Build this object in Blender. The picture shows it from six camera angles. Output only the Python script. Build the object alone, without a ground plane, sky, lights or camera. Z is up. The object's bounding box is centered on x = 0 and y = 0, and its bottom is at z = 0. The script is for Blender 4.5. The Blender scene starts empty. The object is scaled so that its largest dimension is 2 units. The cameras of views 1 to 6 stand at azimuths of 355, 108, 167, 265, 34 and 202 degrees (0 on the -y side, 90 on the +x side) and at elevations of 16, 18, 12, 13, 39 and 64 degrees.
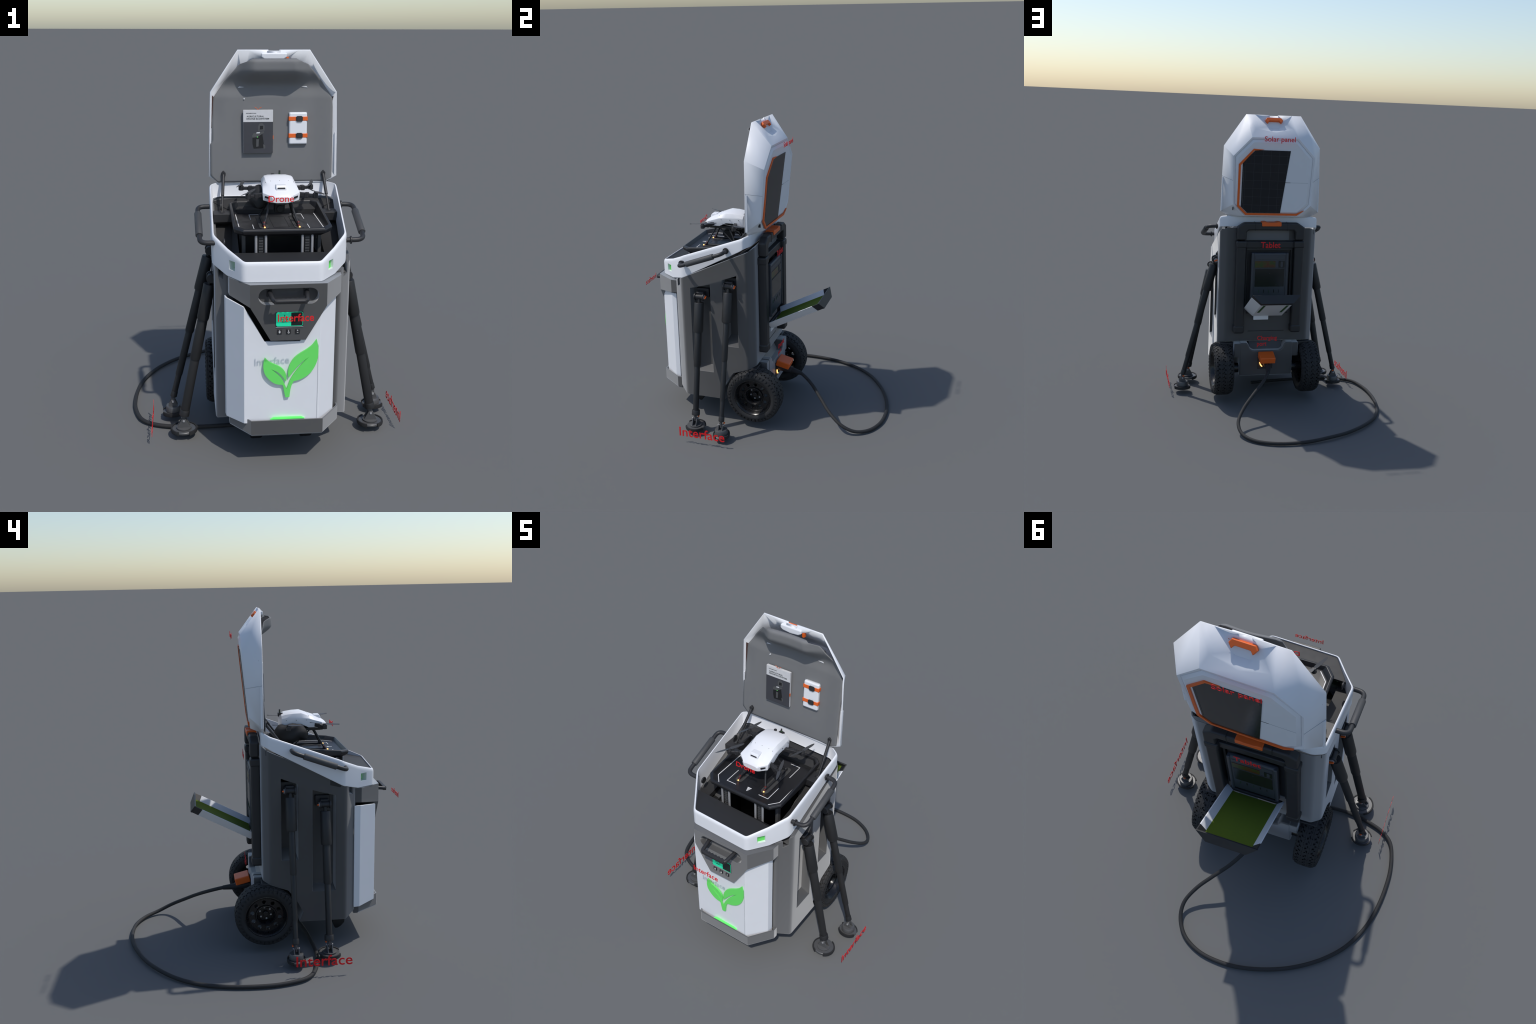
import bpy, bmesh, math, random
from mathutils import Vector, Matrix

random.seed(7)
CX = 0.07                                   # middle plane of the cart
MW = Matrix.Translation((0.07, -0.018, 0)) @ Matrix.Rotation(math.radians(-2.19), 4, 'Z')  # loose white shells sit slightly turned
I4 = Matrix.Identity(4)
COL = bpy.context.scene.collection

# ------------------------------------------------------------------ materials
def mat(name, col, rough=0.5, metal=0.0, emit=0.0, ecol=None, grain=0.06, bump=0.0, scale=60, coat=0.0, spec=0.5):
    m = bpy.data.materials.new(name); m.use_nodes = True
    nt = m.node_tree; N = nt.nodes; L = nt.links
    b = N['Principled BSDF']
    b.inputs['Metallic'].default_value = metal
    b.inputs['Specular IOR Level'].default_value = spec
    b.inputs['Coat Weight'].default_value = coat
    tc = N.new('ShaderNodeTexCoord'); no = N.new('ShaderNodeTexNoise')
    no.inputs['Scale'].default_value = scale; no.inputs['Detail'].default_value = 4
    L.new(tc.outputs['Object'], no.inputs['Vector'])
    mx = N.new('ShaderNodeMix'); mx.data_type = 'RGBA'
    c = Vector(col)
    mx.inputs['A'].default_value = (*(c * (1 - grain)), 1); mx.inputs['B'].default_value = (*(c * (1 + grain)), 1)
    L.new(no.outputs['Fac'], mx.inputs['Factor']); L.new(mx.outputs['Result'], b.inputs['Base Color'])
    mr = N.new('ShaderNodeMapRange'); mr.inputs['To Min'].default_value = max(0.02, rough - 0.05); mr.inputs['To Max'].default_value = min(1, rough + 0.05)
    L.new(no.outputs['Fac'], mr.inputs['Value']); L.new(mr.outputs['Result'], b.inputs['Roughness'])
    if bump:
        bp = N.new('ShaderNodeBump'); bp.inputs['Strength'].default_value = bump; bp.inputs['Distance'].default_value = 0.002
        L.new(no.outputs['Fac'], bp.inputs['Height']); L.new(bp.outputs['Normal'], b.inputs['Normal'])
    if emit:
        b.inputs['Emission Color'].default_value = (*(ecol or col), 1); b.inputs['Emission Strength'].default_value = emit
    return m

WHITE = mat('white_shell', (0.78, 0.79, 0.82), 0.42, grain=0.015, scale=12)
SEAM = mat('seam_line', (0.33, 0.35, 0.38), 0.6)
DSEAM = mat('panel_gap', (0.02, 0.02, 0.022), 0.8)
GREY = mat('grey_body', (0.062, 0.062, 0.063), 0.42, grain=0.04, scale=8)
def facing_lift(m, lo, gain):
    """sun sheen mixed into the base colour: lightened towards grazing angles"""
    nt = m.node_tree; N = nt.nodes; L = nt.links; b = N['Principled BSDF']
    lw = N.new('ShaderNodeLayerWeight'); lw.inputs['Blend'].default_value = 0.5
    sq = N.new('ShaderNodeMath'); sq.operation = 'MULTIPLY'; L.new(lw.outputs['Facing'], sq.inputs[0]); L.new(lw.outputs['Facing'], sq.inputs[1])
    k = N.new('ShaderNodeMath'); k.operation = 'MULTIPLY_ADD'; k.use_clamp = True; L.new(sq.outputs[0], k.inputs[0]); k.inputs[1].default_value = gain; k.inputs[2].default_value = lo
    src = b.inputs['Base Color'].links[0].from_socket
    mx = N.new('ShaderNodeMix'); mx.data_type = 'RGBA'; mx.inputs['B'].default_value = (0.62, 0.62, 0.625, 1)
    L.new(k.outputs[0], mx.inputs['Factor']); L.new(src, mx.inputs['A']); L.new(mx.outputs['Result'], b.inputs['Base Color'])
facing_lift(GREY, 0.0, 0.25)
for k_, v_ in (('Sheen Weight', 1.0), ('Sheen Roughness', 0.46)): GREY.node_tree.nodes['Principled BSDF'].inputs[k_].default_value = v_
LINING = mat('grey_lining', (0.17, 0.172, 0.175), 0.75, grain=0.04, scale=25)
DARK = mat('dark_plastic', (0.022, 0.022, 0.024), 0.5, grain=0.08, scale=40, bump=0.05)
LINER = mat('dark_liner', (0.018, 0.018, 0.019), 0.62, grain=0.08, scale=30)
RUBBER = mat('black_rubber', (0.018, 0.018, 0.019), 0.75, grain=0.15, scale=90, bump=0.15)
GRIP = mat('grip_grey', (0.055, 0.056, 0.058), 0.6, grain=0.08)
LEGM = mat('leg_anodised', (0.019, 0.019, 0.020), 0.5, metal=0.1, grain=0.08)
FOOTM = mat('foot_metal', (0.10, 0.101, 0.103), 0.42, metal=0.25)
BLACK = mat('deep_black', (0.006, 0.006, 0.007), 0.6)
RIM = mat('wheel_black', (0.008, 0.008, 0.009), 0.28)
STEEL = mat('polished_steel', (0.40, 0.40, 0.41), 0.4, metal=0.3)
LUG = mat('lug_steel', (0.45, 0.46, 0.48), 0.35, metal=0.6)
ORANGE = mat('orange_plastic', (0.78, 0.13, 0.015), 0.45, grain=0.04)
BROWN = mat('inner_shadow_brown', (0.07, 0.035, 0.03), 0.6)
RED = mat('red_label', (0.75, 0.006, 0.010), 0.6, grain=0.02)
LEAF = mat('leaf_green', (0.13, 0.64, 0.12), 0.5, emit=0.17, ecol=(0.12, 0.62, 0.11), grain=0.02)
WINDOW = mat('window_green', (0.13, 0.66, 0.12), 0.5, emit=0.08, grain=0.02)
GLOW = mat('green_light', (0.1, 0.7, 0.12), 0.4, emit=0.55, ecol=(0.12, 0.9, 0.14))
SCREEN = mat('screen_green', (0.015, 0.62, 0.33), 0.35, emit=0.22, ecol=(0.02, 0.8, 0.42), grain=0.02)
SCRDARK = mat('screen_dark', (0.012, 0.018, 0.018), 0.3)
INK = mat('dark_ink', (0.03, 0.04, 0.04), 0.6)
PRINT = mat('white_print', (0.8, 0.8, 0.8), 0.5)
PAPER = mat('cover_paper', (0.62, 0.62, 0.63), 0.55)
COVER = mat('cover_dark', (0.050, 0.051, 0.060), 0.4)
HOT = mat('orange_light', (0.9, 0.25, 0.03), 0.4, emit=4.5, ecol=(1.0, 0.40, 0.10))
REDP = mat('red_detail', (0.11, 0.010, 0.008), 0.5)
TABLET = mat('tablet_case', (0.05, 0.055, 0.065), 0.45)
TGLASS = mat('tablet_glass', (0.016, 0.018, 0.017), 0.25)
FELT = mat('green_felt', (0.11, 0.17, 0.008), 0.95, grain=0.15, scale=120, bump=0.2)
DGREEN = mat('dark_green_slot', (0.02, 0.09, 0.015), 0.6)
PROP = mat('propeller_grey', (0.05, 0.052, 0.056), 0.4)
PADM = mat('pad_grey', (0.05, 0.05, 0.05), 0.6)
PLAT = mat('platform_black', (0.014, 0.014, 0.016), 0.42, grain=0.1)

def thermal_mat():
    m = mat('thermal_screen', (0.04, 0.04, 0.015), 0.35)
    nt = m.node_tree; N = nt.nodes; L = nt.links
    tc = N.new('ShaderNodeTexCoord'); no = N.new('ShaderNodeTexNoise'); no.inputs['Scale'].default_value = 28
    cr = N.new('ShaderNodeValToRGB'); e = cr.color_ramp.elements
    e[0].position = 0.35; e[0].color = (0.09, 0.025, 0.012, 1); e[1].position = 0.62; e[1].color = (0.035, 0.06, 0.012, 1)
    x = e.new(0.5); x.color = (0.07, 0.05, 0.012, 1)
    L.new(tc.outputs['Object'], no.inputs['Vector']); L.new(no.outputs['Fac'], cr.inputs['Fac'])
    L.new(cr.outputs['Color'], N['Principled BSDF'].inputs['Base Color'])
    return m
THERMAL = thermal_mat()

def solar_mat():
    """dark photovoltaic glass with a faint cell grid (object coordinates, metres)"""
    m = mat('solar_glass', (0.016, 0.018, 0.022), 0.22, spec=0.35)
    nt = m.node_tree; N = nt.nodes; L = nt.links
    tc = N.new('ShaderNodeTexCoord'); br = N.new('ShaderNodeTexBrick'); mp = N.new('ShaderNodeMapping')
    mp.inputs['Rotation'].default_value = (math.radians(90), 0, 0)
    mp.inputs['Location'].default_value = (0.012, 0.0, 0.02)
    L.new(tc.outputs['Object'], mp.inputs['Vector']); L.new(mp.outputs['Vector'], br.inputs['Vector'])
    br.offset = 0; br.inputs['Scale'].default_value = 1
    br.inputs['Brick Width'].default_value = 0.056; br.inputs['Row Height'].default_value = 0.056
    br.inputs['Mortar Size'].default_value = 0.0007; br.inputs['Mortar Smooth'].default_value = 0.2
    br.inputs['Color1'].default_value = (0.016, 0.018, 0.022, 1); br.inputs['Color2'].default_value = (0.014, 0.016, 0.020, 1)
    br.inputs['Mortar'].default_value = (0.045, 0.048, 0.055, 1)
    L.new(br.outputs['Color'], N['Principled BSDF'].inputs['Base Color'])
    return m
SOLAR = solar_mat()

# ------------------------------------------------------------------ helpers
def empty(name, parent=None, label=None, category=None):
    o = bpy.data.objects.new(name, None); COL.objects.link(o); o.parent = parent
    if label: o['label'] = label; o['category'] = category
    return o

def finish(me, angle=35):
    for p in me.polygons: p.use_smooth = True
    me.set_sharp_from_angle(angle=math.radians(angle))

def add(name, bm, m, parent, bevel=0.0, seg=2, M=I4, angle=35, stuff=False, recalc=True):
    if recalc: bmesh.ops.recalc_face_normals(bm, faces=bm.faces)
    me = bpy.data.meshes.new(name); bm.to_mesh(me); bm.free()
    me.transform(M)
    for mm in (m if isinstance(m, (list, tuple)) else [m]): me.materials.append(mm)
    o = bpy.data.objects.new(name, me); COL.objects.link(o); o.parent = parent
    finish(me, angle)
    if bevel:
        b = o.modifiers.new('bevel', 'BEVEL'); b.width = bevel; b.segments = seg
        b.limit_method = 'ANGLE'; b.angle_limit = math.radians(28); b.harden_normals = True
    if stuff: o['kind'] = 'stuff'
    return o

def bake(o, angle=35):
    """replace an object's mesh by the evaluated result of its modifiers"""
    dg = bpy.context.evaluated_depsgraph_get(); dg.update()
    me = bpy.data.meshes.new_from_object(o.evaluated_get(dg))
    o.modifiers.clear(); old = o.data; o.data = me
    finish(me, angle); return o

def cut(o, cutters, op='DIFFERENCE'):
    for c in cutters:
        b = o.modifiers.new('b', 'BOOLEAN'); b.operation = op; b.object = c; b.solver = 'EXACT'
    bake(o)
    for c in cutters: bpy.data.objects.remove(c)
    return o

def bevelmod(o, w, seg=2, ang=28):
    b = o.modifiers.new('bevel', 'BEVEL'); b.width = w; b.segments = seg
    b.limit_method = 'ANGLE'; b.angle_limit = math.radians(ang); b.harden_normals = True

def put(axis, u, v, a):
    return {'x': (a, u, v), 'y': (u, a, v), 'z': (u, v, a)}[axis]

def prism(poly, axis, a, b, bm=None):
    bm = bm or bmesh.new()
    lo = [bm.verts.new(put(axis, u, v, a)) for u, v in poly]
    hi = [bm.verts.new(put(axis, u, v, b)) for u, v in poly]
    n = len(poly)
    bm.faces.new(lo); bm.faces.new(hi[::-1])
    for i in range(n): bm.faces.new((lo[i], lo[(i + 1) % n], hi[(i + 1) % n], hi[i]))
    return bm

def box(c, s, bm=None, R=None):
    bm = bm or bmesh.new()
    M = Matrix.Translation(c) @ (R or I4) @ Matrix.Diagonal((*s, 1))
    bmesh.ops.create_cube(bm, size=1, matrix=M)
    return bm

def cyl(p0, p1, r0, r1=None, n=20, bm=None, caps=True):
    bm = bm or bmesh.new(); p0 = Vector(p0); p1 = Vector(p1); d = p1 - p0
    M = Matrix.Translation((p0 + p1) / 2) @ d.to_track_quat('Z', 'Y').to_matrix().to_4x4()
    bmesh.ops.create_cone(bm, cap_ends=caps, segments=n, radius1=r0, radius2=r0 if r1 is None else r1, depth=d.length, matrix=M)
    return bm

def ball(c, s, bm=None, sub=2, R=None):
    bm = bm or bmesh.new()
    bmesh.ops.create_icosphere(bm, subdivisions=sub, radius=1, matrix=Matrix.Translation(c) @ (R or I4) @ Matrix.Diagonal((*s, 1)))
    return bm

def catmull(P, k=10, closed=False):
    P = [Vector(p) for p in P]; out = []; n = len(P)
    for i in range(n if closed else n - 1):
        a = P[(i - 1) % n] if (closed or i) else P[0] * 2 - P[1]
        b, c = P[i], P[(i + 1) % n]
        d = P[(i + 2) % n] if (closed or i + 2 < n) else P[-1] * 2 - P[-2]
        for j in range(k):
            t = j / k
            out.append(0.5 * ((2 * b) + (c - a) * t + (2 * a - 5 * b + 4 * c - d) * t * t + (3 * b - a - 3 * c + d) * t ** 3))
    if not closed: out.append(P[-1])
    return out

def fillet(P, r, k=6):
    """polyline with rounded corners"""
    P = [Vector(p) for p in P]; out = [P[0]]
    for i in range(1, len(P) - 1):
        a, b, c = P[i - 1], P[i], P[i + 1]
        d = min(r, (a - b).length * .49, (c - b).length * .49)
        s = b + (a - b).normalized() * d; e = b + (c - b).normalized() * d
        for j in range(k + 1):
            t = j / k; out.append((1 - t) ** 2 * s + 2 * t * (1 - t) * b + t * t * e)
    out.append(P[-1]); return out

def tube(P, r, n=12, bm=None, closed=False, caps=True):
    bm = bm or bmesh.new(); P = [Vector(p) for p in P]; m = len(P); rings = []
    t0 = (P[1] - P[0]).normalized()
    ref = Vector((0, 0, 1)) if abs(t0.z) < .9 else Vector((1, 0, 0))
    u = t0.cross(ref).normalized()
    for i in range(m):
        if closed: t = (P[(i + 1) % m] - P[i - 1]).normalized()
        else: t = (P[min(i + 1, m - 1)] - P[max(i - 1, 0)]).normalized()
        u = (u - t * u.dot(t)).normalized(); v = t.cross(u)
        rr = r[i] if isinstance(r, (list, tuple)) else r
        rings.append([bm.verts.new(P[i] + (u * math.cos(2 * math.pi * j / n) + v * math.sin(2 * math.pi * j / n)) * rr) for j in range(n)])
    for i in range(m if closed else m - 1):
        A, B = rings[i], rings[(i + 1) % m]
        for j in range(n): bm.faces.new((A[j], A[(j + 1) % n], B[(j + 1) % n], B[j]))
    if caps and not closed:
        bm.faces.new(rings[0][::-1]); bm.faces.new(rings[-1])
    return bm

def loops(LL, close_ends=(False, False), bm=None):
    """skin between successive closed vertex loops"""
    bm = bm or bmesh.new(); V = [[bm.verts.new(p) for p in l] for l in LL]
    for A, B in zip(V[:-1], V[1:]):
        n = len(A)
        for j in range(n): bm.faces.new((A[j], A[(j + 1) % n], B[(j + 1) % n], B[j]))
    if close_ends[0]: bm.faces.new(V[0][::-1])
    if close_ends[1]: bm.faces.new(V[-1])
    return bm

def mirror(half):
    """half polygon listed from +x side front to rear -> closed symmetric polygon"""
    return half + [(-p[0],) + tuple(p[1:]) for p in half[::-1]]

def strip(P, w, axis, a, b, bm=None):
    """flat ribbon of width w along a 2D polyline, extruded along axis from a to b"""
    bm = bm or bmesh.new(); P = [Vector(p) for p in P]; L = []; R = []
    for i in range(len(P)):
        d1 = (P[i] - P[i - 1]).normalized() if i else None
        d2 = (P[i + 1] - P[i]).normalized() if i + 1 < len(P) else None
        if d1 is None: d1 = d2
        if d2 is None: d2 = d1
        t = (d1 + d2).normalized(); nrm = Vector((-t.y, t.x)); k = w / 2 / max(.35, nrm.dot(Vector((-d1.y, d1.x))))
        L.append(P[i] + nrm * k); R.append(P[i] - nrm * k)
    return prism([tuple(p) for p in L] + [tuple(p) for p in R[::-1]], axis, a, b, bm)

def text(name, s, parent, m, x0, x1, z0, ztop, frame, thick=0.0012):
    """text fitted to width x0..x1 and to cap height z0..ztop; frame maps (u, v, w) to world"""
    cu = bpy.data.curves.new(name, 'FONT'); cu.body = s; cu.size = 1; cu.resolution_u = 4; cu.extrude = 0.5; cu.offset = 0.008
    t = bpy.data.objects.new(name, cu); COL.objects.link(t)
    dg = bpy.context.evaluated_depsgraph_get(); dg.update()
    me = bpy.data.meshes.new_from_object(t.evaluated_get(dg)); bpy.data.objects.remove(t)
    xs = [v.co.x for v in me.vertices]; ys = [v.co.y for v in me.vertices]
    a, b = min(xs), max(xs); base = 0.0; cap = max(ys)
    for v in me.vertices:
        u = x0 + (v.co.x - a) / (b - a) * (x1 - x0); w = z0 + (v.co.y - base) / (cap - base) * (ztop - z0)
        v.co = frame(u, w, v.co.z * thick)
    me.name = name; me.materials.append(m)
    o = bpy.data.objects.new(name, me); COL.objects.link(o); o.parent = parent
    bm = bmesh.new(); bm.from_mesh(me); bmesh.ops.recalc_face_normals(bm, faces=bm.faces); bm.to_mesh(me); bm.free()
    return o

# ------------------------------------------------------------------ roots
ROOT = empty('drone_charging_cart', None, 'white and grey wheeled charging cart, lid open, folding legs, red labels', 'mobile charging station')
ROOT.location = (0, 0, 0)
DRONE = empty('quadcopter_drone', None, 'white four-rotor drone with black arms on the landing platform', 'drone')

# ------------------------------------------------------------------ grey body
def build_body():
    top_body = [(0.026, 1.236), (-0.01, 1.213), (-0.46, 1.007), (-0.531, 0.972)]
    prof = top_body + [(-0.531, 0.205), (-0.467, 0.171), (-0.186, 0.171), (-0.209, 0.232), (-0.168, 0.311), (-0.122, 0.371), (0.026, 0.425)]
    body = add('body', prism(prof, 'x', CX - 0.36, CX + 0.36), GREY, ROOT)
    # vertical footprint, sides leaning out slightly towards the top
    half = [(0.275, -0.5312), (0.338, -0.463), (0.341, -0.018), (0.292, 0.0262)]
    base = [Vector((p[0] + CX, p[1])) for p in mirror(half)]; foot = []
    for i, p in enumerate(base):
        a, b = base[i - 1], base[(i + 1) % len(base)]
        ra, rb = p + (a - p).normalized() * .016, p + (b - p).normalized() * .016
        for t in (0, .2, .4, .6, .8, 1): q = (1 - t) ** 2 * ra + 2 * t * (1 - t) * p + t * t * rb; foot.append((q.x, q.y))
    c = add('c', prism(foot, 'z', 0.1, 1.4), GREY, None)
    cut(body, [c], 'INTERSECT')
    cs = []
    for s in (1, -1):
        X = lambda d: CX + s * d
        # tall front pocket and short rear pocket for the folded legs (floor slopes out at the foot)
        for (y0, y1, z0, zt0, zt1, d) in ((-0.408, -0.264, 0.353, 0.944, 0.981, 0.284), (-0.184, -0.082, 0.562, 1.017, 1.055, 0.228)):
            bm = bmesh.new(); e = 0.372
            o_ = [(X(e), y0, z0 - 0.012), (X(e), y1, z0 - 0.012), (X(e), y1, zt1), (X(e), y0, zt0)]
            i_ = [(X(d), y0 + 0.012, z0 + 0.035), (X(d), y1 - 0.004, z0 + 0.035), (X(d), y1 - 0.004, zt1 - 0.004), (X(d), y0 + 0.012, zt0 - 0.004)]
            cs.append(add('c', loops([o_, i_], (True, True), bm), GREY, None))
    # lift shaft, and the shallow tray behind the tablet
    cs.append(add('c', box((CX, -0.27, 1.05), (0.41, 0.475, 0.62)), GREY, None))
    cs.append(add('c', prism([(-0.508, 0.935), (-0.4, 0.978), (-0.3, 1.018), (-0.2, 1.068), (-0.1, 1.128), (-0.005, 1.19), (-0.005, 1.4), (-0.508, 1.4)], 'x', CX - 0.318, CX + 0.318), GREY, None))
    cs.append(add('c', box((CX, 0.03, 0.885), (0.33, 0.05, 0.43)), GREY, None))
    cut(body, cs)
    bevelmod(body, 0.006, 3)
    # bright recessed back of the front pockets
    return body
build_body()

# rear hand-cart frame: two rails, cross bar, fold-out grip
def build_rear():
    g = empty('cart_frame', ROOT)
    for s in (1, -1):
        x = CX + s * 0.2025
        add('rail', box((x, 0.05, 0.84), (0.066, 0.058, 0.62)), DARK, g, 0.012, 3)
        add('rail_sleeve', box((x, 0.048, 0.523), (0.076, 0.07, 0.058)), DARK, g, 0.014, 3)
        add('rail_collar', box((x, 0.048, 1.127), (0.075, 0.07, 0.05)), DARK, g, 0.012, 3)
    add('cross_bar', box((CX, 0.040, 1.122), (0.345, 0.040, 0.05)), DARK, g, 0.008)
    # telescopic grip, bevelled arch
    outer = [(0.235, 1.158), (0.235, 1.247), (0.188, 1.278)]; inner = [(0.172, 1.158), (0.172, 1.21), (0.158, 1.226)]
    arch = [(x, z) for x, z in outer] + [(-x, z) for x, z in outer[::-1]] + [(-x, z) for x, z in inner] + [(x, z) for x, z in inner[::-1]]
    add('pull_handle', prism([(CX + x, z) for x, z in arch], 'y', 0.030, 0.082), DARK, g, 0.012, 3)
    for s in (1, -1):
        add('handle_joint', box((CX + s * 0.1125, 0.056, 1.2525), (0.003, 0.0545, 0.053)), BLACK, g, 0.0)
    # orange release latch with a thumb dip
    lt = [(-0.068, 1.255), (0.068, 1.255), (0.068, 1.284), (0.045, 1.286), (0.025, 1.2805), (-0.025, 1.2805), (-0.045, 1.286), (-0.068, 1.284)]
    add('release_latch', prism([(CX + x, z) for x, z in lt], 'y', 0.027, 0.087), ORANGE, g, 0.004)
    add('sky_reflection_plate', box((CX + 0.012, 0.0265, 1.187), (0.30, 0.004, 0.074)), LINING, g, 0.001)  # paler grey plate modelled for the sky reflection on the rear face
    # dark inner panel, frame lip and lower panel seam
    add('rear_panel', box((CX, 0.016, 0.885), (0.328, 0.012, 0.428)), DARK, g, 0.002)
    for s in (1, -1): add('panel_lip', box((CX + s * 0.157, 0.024, 0.885), (0.012, 0.03, 0.42)), DARK, g, 0.003)
    add('panel_lip', box((CX, 0.028, 1.090), (0.326, 0.034, 0.012)), GRIP, g, 0.003)
    add('panel_seam', box((CX, 0.0258, 0.496), (0.26, 0.002, 0.004)), DSEAM, g)
    # tablet
    t = empty('tablet', ROOT)
    x0, x1 = -0.060, 0.200; xm = (x0 + x1) / 2
    add('case', box((xm, 0.06, 0.888), (x1 - x0, 0.03, 0.36)), TABLET, t, 0.012, 3)
    for s in (1, -1): add('side_grip', box((xm + s * 0.121, 0.066, 0.888), (0.02, 0.03, 0.362)), TABLET, t, 0.007, 3)
    add('top_band', box((xm, 0.076, 1.036), (0.212, 0.003, 0.022)), TABLET, t, 0.001)
    add('map_screen', box((xm + 0.034, 0.0765, 0.989), (0.145, 0.003, 0.046)), THERMAL, t, 0.001)
    add('status_tile', box((xm - 0.083, 0.0765, 0.989), (0.042, 0.003, 0.046)), TGLASS, t, 0.001)
    add('status_pill', prism([(xm - 0.083 + 0.008 * math.cos(a), 0.989 + (0.012 if math.sin(a) > 0 else -0.012) + 0.008 * math.sin(a)) for a in [i * math.pi / 8 for i in range(16)]], 'y', 0.0775, 0.079), TABLET, t)
    add('main_screen', box((xm, 0.0765, 0.893), (0.206, 0.003, 0.125)), TGLASS, t, 0.001)
    add('divider', box((xm, 0.0768, 0.961), (0.206, 0.003, 0.003)), GRIP, t)
    for i in range(5):
        add('status_mark', box((xm + 0.075 - i * 0.036, 0.0755, 0.798), (0.004 if i % 2 else 0.002, 0.003, 0.022)), DGREEN if i in (0, 2) else TGLASS, t)
    # fold-down tray
    y = empty('fold_down_tray', ROOT)
    def sect(yy, z, cx, wt, wf, h):
        return yy, z, cx, wt, wf, h
    d = Vector((0, 0.345, 0.178)).normalized(); up = Vector((0, -d.z, d.y))
    def P(u, a, h, cx): return Vector((cx + u, 0.079, 0.621)) + d * a + up * h
    def trough(a0, a1, th, name, m, shrink=0.0):
        A = []
        for a, cx in ((a0, 0.0765 + 0.011 * a0 / 0.39), (a1, 0.0765 + 0.011 * a1 / 0.39)):
            out = [(0.162, 0.056), (0.104, 0.0), (-0.104, 0.0), (-0.162, 0.056)]
            inn = [(-0.162 + 0.006, 0.056 + 0.001), (-0.100, th), (0.100, th), (0.162 - 0.006, 0.056 + 0.001)]
            A.append([P(u, a, h, cx) for u, h in out + inn])
        add(name, loops(A, (True, True)), m, y, 0.0015)
    trough(0.0, 0.352, 0.006, 'tray_shell', WHITE)
    bm = bmesh.new()
    A = []
    for a in (0.004, 0.392):
        cx = 0.0765 + 0.011 * a / 0.39
        A.append([P(u, a, h, cx) for u, h in [(0.128, 0.026), (0.118, 0.018), (-0.118, 0.018), (-0.128, 0.026), (-0.124, 0.028), (-0.112, 0.022), (0.112, 0.022), (0.124, 0.028)]])
    add('felt_lining', loops(A, (True, True), bm), FELT, y)
    trough(0.3522, 0.398, 0.0062, 'tray_tip', DARK)
    cx = 0.0875
    add('tray_end', loops([[P(u, a, h, cx) for u, h in [(0.164, 0.058), (0.106, -0.001), (-0.106, -0.001), (-0.164, 0.058)]] for a in (0.394, 0.404)], (True, True)), DARK, y, 0.002)
    for s in (1, -1):
        add('underside_slot', loops([[P(s * 0.078 + u, a, -0.0012, 0.085) for u in (-0.008, 0.008)] + [P(s * 0.078 + u, a, 0.001, 0.085) for u in (0.008, -0.008)] for a in (0.12, 0.345)], (True, True)), DGREEN, y)
    add('tray_tab', box((0.117, 0.060, 0.604), (0.106, 0.012, 0.030)), WHITE, y, 0.002)
    add('tray_hinge', cyl((CX - 0.14, 0.055, 0.645), (CX + 0.15, 0.055, 0.645), 0.012), DARK, y)
build_rear()

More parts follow.
